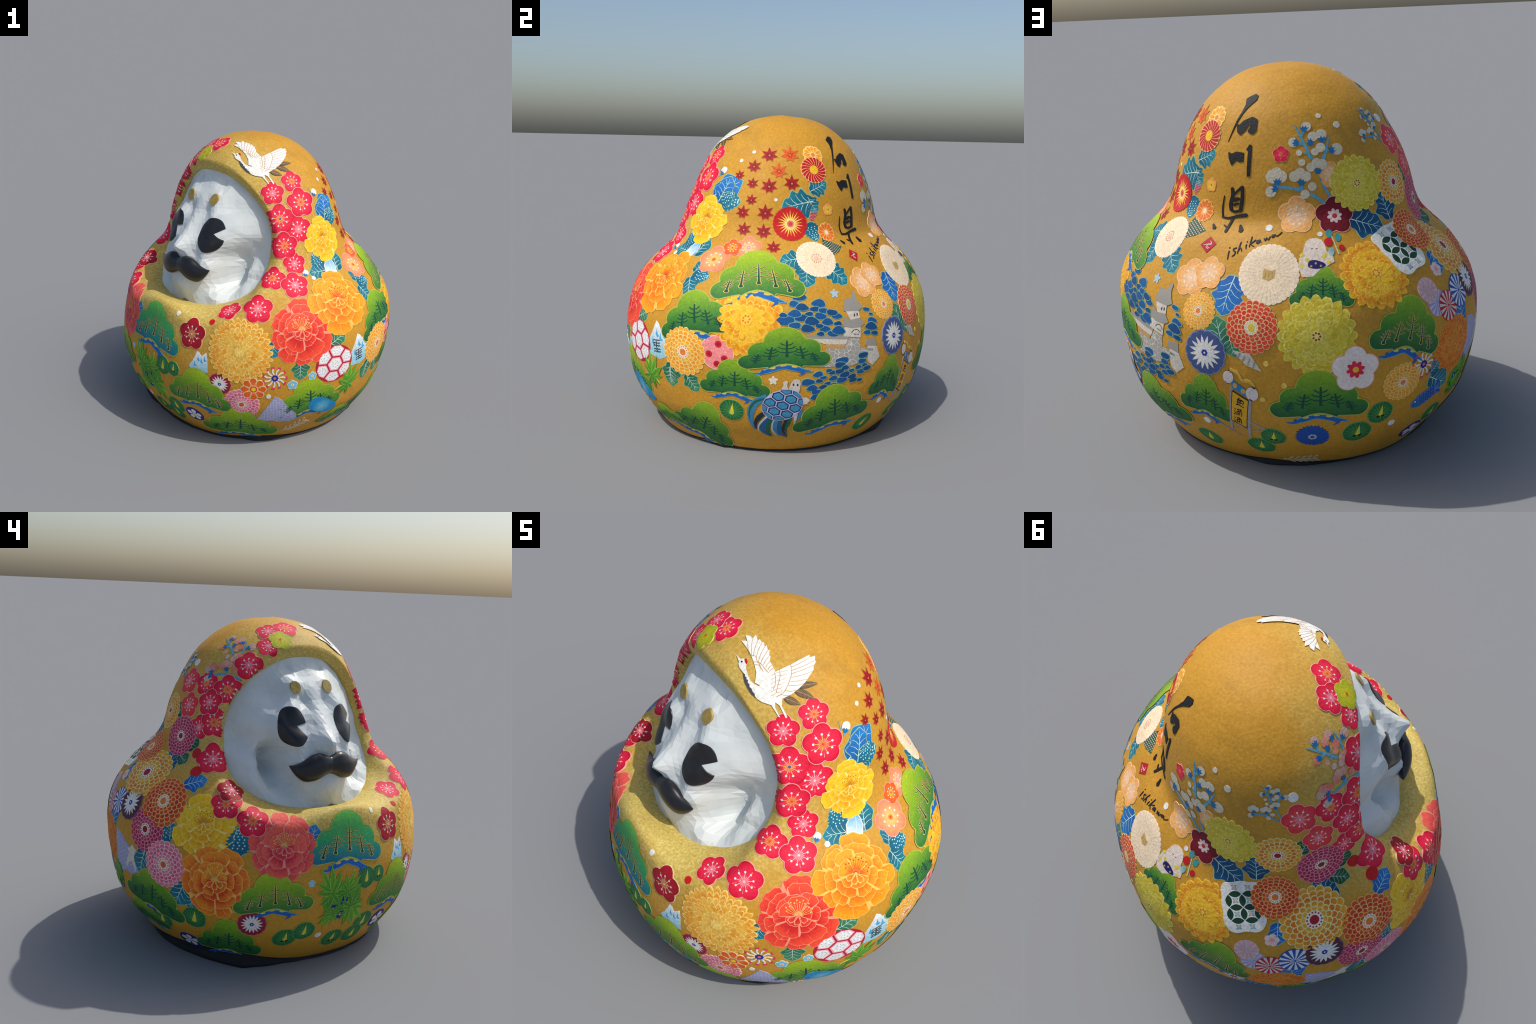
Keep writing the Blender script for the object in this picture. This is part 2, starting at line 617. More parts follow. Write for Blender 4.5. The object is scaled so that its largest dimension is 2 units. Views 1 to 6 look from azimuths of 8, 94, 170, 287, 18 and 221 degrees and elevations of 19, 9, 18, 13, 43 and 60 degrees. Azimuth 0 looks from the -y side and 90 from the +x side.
class Paint:
    def __init__(self):
        self.items = []

    def poly(self, pts, layer, mat):
        self.items.append(([(float(x), float(y)) for x, y in pts], layer, mat))
        return self

    def disc(self, x, y, r, layer, mat, n=14, ry=None):
        ry = ry or r
        return self.poly([(x + r*math.cos(TAU*i/n), y + ry*math.sin(TAU*i/n)) for i in range(n)], layer, mat)

    def stroke(self, path, w0, w1, layer, mat, mid=None, caps=False):
        """Brush line along a path, width from w0 to w1 (through mid)."""
        P = np.array(path, float)
        if len(P) > 2:                                          # smooth through the points
            s = np.r_[0, np.cumsum(np.linalg.norm(np.diff(P, axis=0), axis=1))]
            q = np.linspace(0, s[-1], max(6, 4 * len(P)))
            P = np.stack([hermite(q, s, P[:, 0]), hermite(q, s, P[:, 1])], -1)
        n = len(P)
        t = np.linspace(0, 1, n)
        w = np.interp(t, [0, .5, 1], [w0, mid if mid is not None else (w0+w1)/2, w1]) / 2
        d = np.gradient(P, axis=0)
        d /= np.linalg.norm(d, axis=1)[:, None] + 1e-9
        nrm = np.stack([-d[:, 1], d[:, 0]], -1)
        a, b = P + nrm * w[:, None], P - nrm * w[:, None]
        pts = list(a) + ([P[-1] + d[-1] * w[-1] * .8] if caps else []) + list(b[::-1]) + ([P[0] - d[0] * w[0] * .8] if caps else [])
        return self.poly(pts, layer, mat)


def anchor(az, z):
    a = math.radians(az)
    out = Vector((math.sin(a), -math.cos(a), 0))
    loc, n, _, _ = HOOD_BVH.ray_cast(out * 2 + Vector((0, 0, z)), -out)
    if n.dot(out) < 0:
        n = -n
    # steady normal: mean of a small patch
    acc = n.copy()
    for da, dz in ((3, 0), (-3, 0), (0, .03), (0, -.03)):
        o = Vector((math.sin(a + math.radians(da)), -math.cos(a + math.radians(da)), 0))
        l2, n2, _, _ = HOOD_BVH.ray_cast(o * 2 + Vector((0, 0, min(z + dz, 1.97))), -o)
        if n2 is not None and (l2 - loc).length < .15:
            acc += n2
    return loc, acc.normalized()


MOTIF_COUNT = {}


def put(name, paint, az, z, size, rot=0.0, level=3, width=None):
    A, N = anchor(az, z)
    T = UPV.cross(N).normalized()
    B = N.cross(T)
    c, s = math.cos(math.radians(rot)), math.sin(math.radians(rot))
    X, Y = T * c + B * s, -T * s + B * c
    sx, sy = width or size, size
    # over a sharply rounded place (lip of the opening) the coats are finer and thicker
    bend = 1.0
    for k in range(12):
        o = A + X * (sx * .9 * math.cos(TAU*k/12)) + Y * (sy * .9 * math.sin(TAU*k/12))
        near = HOOD_BVH.find_nearest(o)
        bend = min(bend, near[1].dot(N))
    tight = bend < .88
    step, layer_h = (.009, .0012) if tight else (.016, LAYER)
    lift0 = .0008 + (level - 2) * LEVEL
    M = Matrix(((X.x*sx, Y.x*sy, N.x*sy, A.x), (X.y*sx, Y.y*sy, N.y*sy, A.y), (X.z*sx, Y.z*sy, N.z*sy, A.z), (0, 0, 0, 1)))
    inv = M.inverted()
    verts, faces, midx, mats = [], [], [], []

    def wrap(x, y, off):
        o = A + X * (x*sx) + Y * (y*sy)
        loc, n, _, dist = HOOD_BVH.ray_cast(o + N * .22, -N)
        far = (x*sx)**2 + (y*sy)**2
        if loc is None or dist > .22 + .06 + far * 3:        # past the lip of the opening
            loc, n, _, _ = HOOD_BVH.find_nearest(o)
        return loc + n * off

    MOTIF_COUNT[0] = MOTIF_COUNT.get(0, 0) + 1
    nudge = (MOTIF_COUNT[0] * 7 % 29) * 6e-6                   # no two pieces share a plane
    for order, (pts, layer, mat) in enumerate(paint.items):
        if mat not in mats:
            mats.append(mat)
        mi = mats.index(mat)
        off = lift0 + layer * layer_h + nudge + order * 3e-6
        P = np.array(pts) * [sx, sy]
        lo, hi = P.min(0), P.max(0)
        diag = float(np.linalg.norm(hi - lo))
        if diag > (.012 if tight else .028):
            ring = []
            for a, b in zip(P, np.roll(P, -1, 0)):
                k = max(1, math.ceil(float(np.linalg.norm(b - a)) / step))
                ring += [a + (b - a) * i / k for i in range(k)]
            m = len(ring)
            allp = [Vector(p) for p in ring]
            if min(hi - lo) > step * 1.3:
                for j, yy in enumerate(np.arange(lo[1] + step*.4, hi[1], step)):
                    for xx in np.arange(lo[0] + step * (.3 + .5 * (j % 2)), hi[0], step):
                        allp.append(Vector((xx, yy)))
            vs, _, fs, *_ = delaunay_2d_cdt(allp, [], [list(range(m))], 1, 1e-7)
            used = sorted({i for f_ in fs for i in f_})
            idx = {k: i for i, k in enumerate(used)}
            vs = [vs[k] for k in used]
            fs = [tuple(idx[i] for i in f_) for f_ in fs]
        else:
            vs = [Vector(p) for p in P]
            fs = [tuple(f_) for f_ in tessellate_polygon([[Vector((p[0], p[1], 0)) for p in P]])]
        base = len(verts)
        w = [wrap(v[0]/sx, v[1]/sy, off) for v in vs]
        verts += [inv @ p for p in w]
        cnt = {}
        for f_ in fs:
            a, b, c_ = (vs[i] for i in f_)
            if (b[0]-a[0])*(c_[1]-a[1]) - (b[1]-a[1])*(c_[0]-a[0]) < 0:
                f_ = (f_[0], f_[2], f_[1])
            faces.append(tuple(base + i for i in f_)); midx.append(mi)
            for e in zip(f_, f_[1:] + f_[:1]):
                cnt[e] = cnt.get(e, 0) + 1
        if layer == 0:                                         # side wall of the enamel
            rim = [e for e in cnt if (e[1], e[0]) not in cnt]
            dup = {}
            for e in rim:
                for i in e:
                    if i not in dup:
                        dup[i] = len(verts)
                        verts.append(inv @ w[i])
                        verts.append(inv @ wrap(vs[i][0]/sx, vs[i][1]/sy, -.001))
            for a, b in rim:
                faces.append((dup[b], dup[a], dup[a] + 1, dup[b] + 1)); midx.append(mi)
    me = bpy.data.meshes.new(name)
    me.from_pydata([v[:] for v in verts], [], faces)
    me.update()
    for m in mats:
        me.materials.append(m)
    me.polygons.foreach_set("material_index", midx)
    me.polygons.foreach_set("use_smooth", [True] * len(faces))
    ob = bpy.data.objects.new(name, me)
    bpy.context.scene.collection.objects.link(ob)
    ob.parent = hood
    ob.matrix_world = M
    return ob


UPV = Vector((0, 0, 1))


def polar(fn, n):
    return [(fn(TAU*i/n) * math.cos(TAU*i/n), fn(TAU*i/n) * math.sin(TAU*i/n)) for i in range(n)]


def scallop(R, n, depth, phase=0.0, power=.6):
    """Closed outline of n rounded petals."""
    return polar(lambda a: R * (1 - depth * (1 - abs(math.cos(n * (a - phase) / 2)) ** power)), n * 8)


def petal(r0, r1, ang, n, gap=.02, shape="round", cx=0.0, cy=0.0, squeeze=1.0):
    """One petal of a ring of n, between the radii r0 and r1."""
    out = []
    half = math.tan(math.pi / n)
    rows = {"round": [(0, .75), (.3, .95), (.62, 1.0), (.84, .82), (.95, .48), (1, 0)],
            "point": [(0, .7), (.25, .95), (.5, 1.0), (.75, .68), (.9, .32), (1, 0)],
            "wavy": [(0, .6), (.3, .9), (.6, 1.02), (.82, .98), (.95, .72), (.97, .36), (.93, .12)]}[shape]
    side = []
    for u, w in rows:
        r = r0 + (r1 - r0) * u
        ref = r0 + (r1 - r0) * min(u, .62)
        side.append((r, max(0, (ref * half) * w * squeeze - gap)))
    pts = [(r, w) for r, w in side] + [(r, -w) for r, w in reversed(side[:-1] if side[-1][1] == 0 else side)]
    c, s = math.cos(ang), math.sin(ang)
    return [(cx + c*x - s*y, cy + s*x + c*y) for x, y in pts]


# ------------------------------------------------------------ paint colours
CREAM_LINE = flat("cream_line", 240, 215, 160)
PINK_LINE = flat("pink_line", 250, 175, 165)
GOLD_LINE = flat("gold_line", 222, 192, 105)
WHITE_P = flat("white_paint", 232, 228, 218)
STAMEN_DOT = flat("stamen_dot", 242, 225, 220)
INK = flat("black_ink", 24, 25, 28)

PLUM = {
    "RED": radial("red_petal", (0, (240, 120, 130)), (.35, (238, 45, 75)), (.9, (222, 18, 58)), (1.05, (200, 10, 45))),
    "CORAL": radial("coral_petal", (0, (240, 110, 100)), (.5, (238, 65, 70)), (1, (225, 50, 60))),
    "DARK_RED": radial("dark_red_petal", (0, (205, 110, 90)), (.35, (185, 25, 45)), (1, (160, 10, 30))),
    "MAROON": radial("maroon_petal", (0, (140, 20, 35)), (1, (105, 8, 28))),
    "LIME": radial("lime_petal", (0, (225, 195, 40)), (.3, (200, 195, 30)), (1, (175, 180, 25))),
    "PEACH": radial("peach_petal", (0, (248, 205, 165)), (.6, (245, 185, 115)), (1, (240, 165, 85))),
    "PEACH_RED": radial("apricot_petal", (0, (250, 215, 130)), (.5, (248, 160, 100)), (1, (245, 130, 95))),
    "ORANGE": radial("orange_petal", (0, (250, 200, 60)), (.4, (240, 110, 30)), (1, (228, 85, 25))),
    "GOLDEN": radial("golden_petal", (0, (250, 210, 90)), (1, (235, 165, 45))),
    "WHITE": radial("white_petal", (0, (240, 205, 195)), (.5, (235, 220, 210)), (1, (240, 225, 218))),
    "PALE_PINK": radial("pale_pink_petal", (0, (240, 160, 150)), (.6, (238, 205, 190)), (1, (235, 215, 205))),
}
PLUM_LINE = {"DARK_RED": CREAM_LINE, "PEACH": flat("peach_line", 250, 215, 170), "LIME": flat("lime_line", 215, 205, 90)}
# centre dot, stamen lines, halo
EYE = {
    "ORANGE_EYE": ((235, 70, 40), (250, 190, 90), (240, 130, 60)),
    "PINK_EYE": ((250, 200, 200), (252, 190, 195), (246, 130, 145)),
    "BLUE_EYE": ((40, 90, 190), (250, 200, 100), (240, 150, 80)),
    "GOLD_EYE": ((240, 215, 120), (245, 220, 150), (215, 130, 100)),
    "PEACH_EYE": ((250, 225, 200), (252, 222, 195), (250, 205, 160)),
    "WHITE_EYE": ((200, 60, 60), (245, 235, 225), (225, 200, 190)),
    "RED_EYE": ((245, 190, 60), (225, 40, 70), (225, 40, 70)),
    "PLAIN_EYE": ((190, 110, 20), None, (225, 165, 30)),
}


def plum(colour, eye):
    p = Paint()
    n = 90

    def lobes(grow):
        def fn(a):
            best = 0
            for k in range(5):
                d = a - math.pi/2 - TAU*k/5
                c, q, R = math.cos(d), .57, .51 + grow
                disc = R*R - q*q * math.sin(d)**2
                if c > 0 and disc > 0:
                    best = max(best, q*c + math.sqrt(disc))
            return best
        return fn
    p.poly(polar(lobes(0), n), 0, PLUM_LINE.get(colour, PINK_LINE))
    p.poly(polar(lobes(-.035), n), 1, PLUM[colour])
    if colour in ("RED", "CORAL", "DARK_RED", "PEACH", "PEACH_RED"):
        for k in range(5):                                       # seams between the petals
            a = math.pi/2 + TAU*(k+.5)/5
            p.stroke([(.42*math.cos(a), .42*math.sin(a)), (.66*math.cos(a), .66*math.sin(a))], .012, .03, 2, PLUM_LINE.get(colour, PINK_LINE))
    dot, line, halo = EYE[eye]
    hm = flat("halo_" + eye.lower(), *halo)
    dm = flat("heart_" + eye.lower(), *dot)
    if eye in ("RED_EYE", "WHITE_EYE"):
        p.poly(scallop(.42, 8, .35, .2, 1.0), 2, hm)
        p.disc(0, 0, .14, 3, dm)
        return p
    if line is None:
        p.disc(0, 0, .2, 2, hm); p.disc(0, 0, .11, 3, dm)
        return p
    lm = flat("stamen_" + eye.lower(), *line)
    p.disc(0, 0, .16, 2, hm)
    m = 9
    for k in range(m):
        a = TAU*k/m + .2
        c, s = math.cos(a), math.sin(a)
        p.stroke([(.17*c, .17*s), (.44*c, .44*s)], .035, .03, 2, lm)
        p.disc(.50*c, .50*s, .062, 2, STAMEN_DOT, 9)
        b = a + TAU/m/2
        p.stroke([(.17*math.cos(b), .17*math.sin(b)), (.30*math.cos(b), .30*math.sin(b))], .022, .015, 2, lm)
    p.disc(0, 0, .07, 3, dm, 10)
    return p


def maple(colour):
    mat = {"CRIMSON": radial("crimson_leaf", (0, (130, 10, 20)), (.5, (165, 20, 25)), (1, (148, 14, 22))),
           "ORANGE": radial("orange_leaf", (0, (200, 70, 20)), (.5, (222, 95, 28)), (1, (210, 75, 22)))}[colour]
    line = flat("leaf_rim", 190, 120, 45)
    vein = flat("maple_vein", 110, 15, 20)
    p = Paint()
    n = 7
    lens = [1, .95, .85, .72, .72, .85, .95]

    def star(k0, k1):
        pts = []
        for k in range(n):
            a = math.pi/2 - TAU*k/n
            pts.append((lens[k]*k0*math.cos(a), lens[k]*k0*math.sin(a)))
            b = a - TAU/n/2
            pts.append((.50*k1*math.cos(b), .50*k1*math.sin(b)))
        return pts
    p.poly(star(1.14, 1.12), 0, line)
    p.poly(star(1.04, 1.02), 1, mat)
    for k in range(n):
        a = math.pi/2 - TAU*k/n
        p.stroke([(.12*math.cos(a), .12*math.sin(a)), (.62*lens[k]*math.cos(a), .62*lens[k]*math.sin(a))], .06, .015, 2, vein)
    p.disc(0, 0, .11, 2, flat("maple_heart", 205, 130, 60), 8)
    return p


# petal ramp, rim line, heart
MUM = {
    "YELLOW_MUM": (((238, 150, 40), (244, 175, 60)), (250, 218, 130), (230, 130, 60)),
    "ORANGE_MUM": (((235, 110, 30), (240, 125, 40)), (245, 190, 110), (245, 225, 200)),
    "RED_MUM": (((222, 60, 35), (228, 80, 45)), (245, 195, 140), (240, 205, 70)),
    "AMBER_MUM": (((225, 115, 25), (240, 175, 40)), (240, 225, 150), (170, 25, 45)),
    "RUST_MUM": (((205, 45, 25), (222, 92, 30)), (240, 185, 110), (232, 130, 50)),
    "ROSE_MUM": (((165, 25, 65), (195, 55, 95)), (238, 150, 165), (150, 20, 45)),
    "PINK_MUM": (((222, 90, 125), (238, 135, 155)), (252, 205, 205), (225, 90, 70)),
}


def ringmum(kind, rings):
    (inner, outer), line, heart = MUM[kind]
    tag = kind.lower()
    fill = radial(tag + "_petal", (0, inner), (.35, outer), (.6, inner), (1.0, outer))
    tip = flat(tag + "_rim", *line)
    p = Paint()
    if rings <= 2:
        n = 12
        p.poly(scallop(1, n, .12), 0, tip)
        for k in range(n):
            p.poly(petal(.3, .95, TAU*k/n, n, .02), 1, fill)
        p.disc(0, 0, .30, 1, tip); p.disc(0, 0, .2, 2, flat(tag + "_heart", *heart))
        return p
    counts = [22, 20, 18, 15, 12][:rings]
    radii = np.linspace(1.0, .40, rings)
    for i, (n, R) in enumerate(zip(counts, radii)):
        ph = (i % 2) * math.pi / n
        r_in = radii[i+1] - .10 if i + 1 < rings else .26
        p.poly(scallop(R, n, .10, ph), 2*i, tip)
        for k in range(n):
            p.poly(petal(r_in, R - .028, ph + TAU*k/n, n, .016), 2*i + 1, fill)
    L0 = 2 * rings
    p.disc(0, 0, .27, L0, flat(tag + "_seed", 245, 232, 205), 20)
    m = 14
    for k in range(m):
        a = TAU*k/m
        p.disc(.215*math.cos(a), .215*math.sin(a), .028, L0 + 1, flat(tag + "_heart", *heart), 7)
    p.disc(0, 0, .14, L0 + 1, flat(tag + "_heart", *heart), 16)
    return p


SPIKY = {
    "GOLD_MUM": ((232, 150, 40), (240, 185, 70), (250, 215, 120), (240, 205, 90)),
    "SUN_MUM": ((226, 135, 20), (245, 190, 35), (250, 200, 70), (225, 120, 25)),
    "LEMON_MUM": ((208, 182, 38), (224, 202, 62), (234, 218, 112), (160, 60, 45)),
    "ORANGE_SPIKY": ((222, 95, 20), (235, 140, 35), (240, 165, 60), (190, 40, 30)),
}


def spikymum(kind):
    deep, light, line, heart = SPIKY[kind]
    tag = kind.lower()
    a_mat = radial(tag + "_petal", (.0, deep), (.3, light), (.45, deep), (.62, light), (.8, deep), (1, light))
    b_mat = radial(tag + "_petal_light", (.0, light), (.5, light), (.75, deep), (1, light))
    tip = flat(tag + "_rim", *line)
    p = Paint()
    rings = 7
    broad = kind in ("SUN_MUM", "LEMON_MUM")
    rng = random.Random(len(kind))
    for i in range(rings):
        R = 1.0 - i * .118
        n = ([20, 19, 18, 16, 14, 12, 9] if broad else [30, 28, 26, 22, 18, 15, 11])[i]
        ph = (i % 2) * math.pi / n
        jit = [rng.uniform(-.05, .03) for _ in range(n)]
        out = []
        for k in range(n):
            a0 = ph + TAU*k/n
            out += [((R-.13) * math.cos(a0 - math.pi/n), (R-.13) * math.sin(a0 - math.pi/n)),
                    ((R-.04) * math.cos(a0 - .45*math.pi/n), (R-.04) * math.sin(a0 - .45*math.pi/n)),
                    ((R + jit[k]) * math.cos(a0), (R + jit[k]) * math.sin(a0)),
                    ((R-.04) * math.cos(a0 + .45*math.pi/n), (R-.04) * math.sin(a0 + .45*math.pi/n))]
        p.poly(out, 2*i, tip)
        for k in range(n):
            p.poly(petal(max(.08, R - .25), R + jit[k] - .02, ph + TAU*k/n, n, .009, "point"), 2*i + 1, a_mat if rng.random() < .6 else b_mat)
    p.poly(scallop(.15, 9, .25), 2*rings, tip)
    for k in range(7):
        p.disc(.085*math.cos(TAU*k/7), .085*math.sin(TAU*k/7), .028, 2*rings + 1, flat(tag + "_heart", *heart), 7)
    return p


PEONY = {
    "RED_PEONY": ((205, 28, 34), (248, 78, 50), (250, 150, 120), (245, 185, 90)),
    "ORANGE_PEONY": ((228, 100, 5), (252, 160, 24), (250, 195, 95), (215, 70, 20)),
    "YELLOW_PEONY": ((230, 150, 10), (246, 198, 32), (250, 220, 115), (200, 110, 15)),
    "FLAME_PEONY": ((205, 40, 18), (243, 140, 32), (245, 185, 90), (235, 190, 70)),
    "ROSE_PEONY": ((200, 25, 62), (240, 95, 78), (245, 150, 135), (240, 190, 90)),
}


def peony(kind):
    deep, light, line, stamen = PEONY[kind]
    tag = kind.lower()
    rim = flat(tag + "_rim", *line)
    rng = random.Random(len(kind) + 3)
    p = Paint()
    # petal whorls from the outside in: count, inner and outer radius, centre height, colour stops
    whorls = [(8, .42, 1.02, 0, .2), (7, .34, .82, .03, .75), (6, .22, .61, .06, 1.2), (5, .10, .40, .10, .35)]
    for i, (n, r0, r1, cy, ph) in enumerate(whorls):
        fill = radial(f"{tag}_whorl_{i}", (max(0, r0 - .05), deep), (r0 + (r1-r0)*.40, tuple((a*1.35+b*.65)/2 for a, b in zip(deep, light))), (r1 - .06, light))
        jit = [rng.uniform(-.09, .07) for _ in range(n)]
        w1, w2 = rng.uniform(0, TAU), rng.uniform(0, TAU)

        def sector(a):
            """Petal number and place across it (0 middle, 1 seam); petals differ in breadth."""
            v = (a + .16 * math.sin(2*a + w1) + .10 * math.sin(3*a + w2) - ph) / (TAU/n)
            return int(math.floor(v + .5)) % n, abs((v + .5) % 1 - .5) * 2

        def edge(a):
            k, u = sector(a)
            return (r1 + jit[k]) * (1 - .14 * u ** 4) * (1 - .016 * (1 + math.cos(a * 2.6 * n + 2*k)) * (u < .85))
        p.poly([(x, y + cy) for x, y in polar(edge, n * 20)], 2*i, rim)
        groups = {}
        for j in range(n * 24):
            a = TAU * j / (n * 24)
            k, u = sector(a)
            if u < .93:
                groups.setdefault(k, []).append(a)
        for k, angles in groups.items():
            cut = [j for j in range(1, len(angles)) if angles[j] - angles[j-1] > .2]
            if cut:                                             # petal across the zero direction
                angles = [v - TAU for v in angles[cut[0]:]] + angles[:cut[0]]
            pts = [((edge(a % TAU) - .016) * math.cos(a), cy + (edge(a % TAU) - .016) * math.sin(a)) for a in angles]
            mid = angles[len(angles)//2]
            for a in (angles[-1], mid, angles[0]):
                pts.append((r0*math.cos(a), cy + r0*math.sin(a)))
            p.poly(pts, 2*i + 1, fill)
            if i < 3:                                           # fold down the middle of the petal
                ra, rb = r0 + (r1-r0)*.45, r1 * .88
                p.stroke([(ra*math.cos(mid), cy + ra*math.sin(mid)), (rb*math.cos(mid + .05), cy + rb*math.sin(mid + .05))], .004, .012, 2*i + 2, rim)
    L0 = 2 * len(whorls)
    sm = flat(tag + "_stamen", *stamen)
    for k in range(13):
        a = math.radians(15 + 150 * k / 12)
        r = .30 + .05 * (k % 2)
        p.stroke([(.05*math.cos(a), .08 + .05*math.sin(a)), (r*.9*math.cos(a), .08 + r*math.sin(a))], .012, .010, L0, sm)
        p.disc(r*.95*math.cos(a), .10 + r*1.06*math.sin(a), .022, L0, sm, 7)
    for k in range(3):                                          # small petals standing in front
        p.poly(petal(.02, .30, math.radians(225 + 45*k), 7, .01, "wavy", 0, .12), L0 + 1, rim)
        p.poly(petal(.04, .275, math.radians(225 + 45*k), 7, .03, "wavy", 0, .12), L0 + 2, radial(tag + "_front", (.0, deep), (.35, light)))
    return p


GREENS = {
    "OLIVE": ((52, 118, 55), (106, 155, 36), (162, 190, 32)),
    "LEAF_GREEN": ((30, 94, 54), (70, 132, 44), (134, 172, 36)),
    "TEAL_GREEN": ((18, 112, 140), (48, 158, 98), (100, 190, 84)),
}


def pine(kind, gilt):
    lo, mid, hi = GREENS[kind]
    fill = upward(kind.lower() + "_pine", (.05, lo), (.45, mid), (.92, hi))
    rim = flat("pine_rim_" + kind.lower(), 175, 180, 70)
    trunk = flat("trunk_blue", 22, 98, 178)
    trim = flat("trunk_rim", 90, 165, 200)
    twig = flat("pine_twig", 16, 74, 58)
    p = Paint()
    # crooked blue trunk below the cloud of needles
    p.stroke([(-.64, -1.30), (-.40, -1.12), (-.05, -.84), (.34, -1.10), (.62, -1.22)], .06, .06, 0, trim, .40)
    p.stroke([(-.60, -1.27), (-.40, -1.12), (-.05, -.85), (.34, -1.10), (.58, -1.20)], .03, .03, 1, trunk, .33)
    p.stroke([(-.45, -1.08), (-.52, -1.22), (-.70, -1.24)], .16, .02, 1, trunk)
    p.stroke([(.28, -1.05), (.40, -1.26), (.30, -1.38)], .16, .02, 1, trunk)
    for x in (-.30, -.06, .22):
        p.disc(x, -.80 - abs(x) * .5, .085, 2, GOLD_LINE, 9, .065)

    def cloud(grow):
        tops = [(-.80, -.28, .24), (-.50, .06, .33), (-.02, .40, .46), (.46, .12, .35), (.79, -.24, .25)]
        pts = []
        for a in np.linspace(math.radians(200), math.radians(-20), 96):
            best = 0
            dx, dy = math.cos(a), math.sin(a)
            for cx, cy, r in tops + [(0, -.15, .5)]:
                r += grow
                ox, oy = 0 - cx, -.35 - cy
                bq = dx*ox + dy*oy
                dq = bq*bq - (ox*ox + oy*oy - r*r)
                if dq > 0:
                    best = max(best, -bq + math.sqrt(dq))
            pts.append((dx*best, -.35 + dy*best))
        x0, y0 = pts[-1]; x1, y1 = pts[0]
        for u in np.linspace(0, 1, 22)[1:-1]:                    # hollow underside
            pts.append((x0 + (x1-x0)*u, y0 + (y1-y0)*u + (.13 - grow) * math.sin(math.pi*u) - grow))
        return [(x, (y - .18) * 1.45) for x, y in pts]
    p.poly(cloud(.018), 3, rim)
    p.poly(cloud(-.008), 4, fill)
    for x, y, h, lean in ((-.68, -.52, .44, .25), (-.36, -.28, .62, .12), (.03, -.08, .80, 0), (.40, -.28, .62, -.15), (.70, -.52, .44, -.28)):
        for mat, extra, lay in (((GOLD_LINE, .030, 5), (twig, 0, 6)) if gilt else ((twig, .018, 5),)):
            p.stroke([(x, y - h*.45), (x + lean*h*.4, y + h*.08), (x + lean*h*.8, y + h*.55)], .05 + extra, .02 + extra, lay, mat)
            if gilt:
                p.disc(x, y - h*.5, .05 + extra*.6, lay, mat, 8, .06 + extra*.6)
            for j, v in enumerate((.28, .50, .72)):
                bx, by = x + lean*h*.8*v, y - h*.45 + h*v
                w = (.19 - .04*j) * (h / .62)
                for sd in (-1, 1):
                    p.stroke([(bx + sd*.03, by), (bx + sd*w*.6, by + .03), (bx + sd*w, by + h*.15)], .036 + extra, .012 + extra*.6, lay, mat)
    return p


LEAF = {
    "TEAL": ((10, 88, 112), (28, 130, 145)), "BLUE": ((20, 90, 165), (40, 125, 195)), "NAVY": ((10, 62, 100), (22, 92, 130)),
    "GREEN": ((30, 95, 70), (70, 140, 95)), "DARKGREEN": ((18, 66, 42), (40, 100, 50)), "DOTTED": ((8, 92, 118), (20, 122, 150)),
}


def leaf(kind, lobes):
    """Leaf from its stalk at the origin to its tip at (0, 1)."""
    lo, hi = LEAF[kind]
    fill = upward(kind.lower() + "_leaf", (.5, lo), (1.0, hi))
    rim = flat("leaf_rim_" + kind.lower(), 150, 185, 150)
    p = Paint()

    def outline(k):
        L_, R_ = [], []
        for u in np.linspace(0, 1, 33):
            w = .47 * math.sin(math.pi * u ** .8) ** .7
            if lobes:
                w *= 1 - .34 * abs(math.sin(math.pi * (lobes + .5) * u)) ** 2 * (1 - u * .3)
            else:
                w *= 1 - .20 * (int(u * 16) % 2)
            w = max(0, w * k - (1-k) * .02)
            y = .5 + (u - .5) * k
            L_.append((-w, y)); R_.append((w, y))
        return L_ + R_[::-1][1:-1]
    p.poly(outline(1.0), 0, rim)
    p.poly(outline(.94), 1, fill)
    vein = flat("leaf_vein", 195, 225, 215)
    if kind == "DOTTED":
        rng = random.Random(2)
        for j in range(7):
            y = .28 + .1 * j
            w = .30 * math.sin(math.pi * y ** .8)
            for i in range(3):
                p.disc((i - 1) * w * .62 + (j % 2) * .05 - .02, y, .030, 2, vein, 7)
        return p
    p.stroke([(0, .03), (.015, .5), (0, .88)], .030, .010, 2, vein)
    for j in range(4):
        y = .20 + .16*j
        w = .30 * math.sin(math.pi * (y + .1) ** .8)
        for s in (-1, 1):
            p.stroke([(s*.022, y), (s*w*.55, y + .10), (s*w, y + .14)], .018, .008, 2, vein)
    return p


def lilypad(kind):
    p = Paint()
    p.poly(polar(lambda a: 1 + .015*math.sin(7*a), 48), 0, flat("pad_rim", 110, 165, 90))
    p.poly(polar(lambda a: .945 + .015*math.sin(7*a), 48), 1, radial("pad_green", (0, (60, 135, 60)), (1, (28, 105, 58))))
    ln = flat("pad_ray", 120, 180, 120)
    for k in range(18):
        a = TAU*k/18
        p.stroke([(.06*math.cos(a), -.1 + .06*math.sin(a)), (.93*math.cos(a), .93*math.sin(a))], .02, .018, 2, ln)
    p.poly([(-.20, -.30), (.02, -.42), (.20, -.28), (.12, .72)], 3, flat("pad_wedge", 225, 215, 60))
    if kind:
        p.disc(-.15, -.32, .15, 4, flat("pad_seed", 22, 40, 20), 10, .11)
        p.disc(.17, -.32, .15, 4, flat("pad_seed", 22, 40, 20), 10, .11)
    return p


def dot(colour):
    c = {"WHITE": (235, 230, 225), "CREAM": (225, 215, 190), "YELLOW": (235, 200, 90), "RED": (200, 20, 25)}[colour]
    return Paint().disc(0, 0, 1, 0, flat("spot_" + colour.lower(), *c), 16)


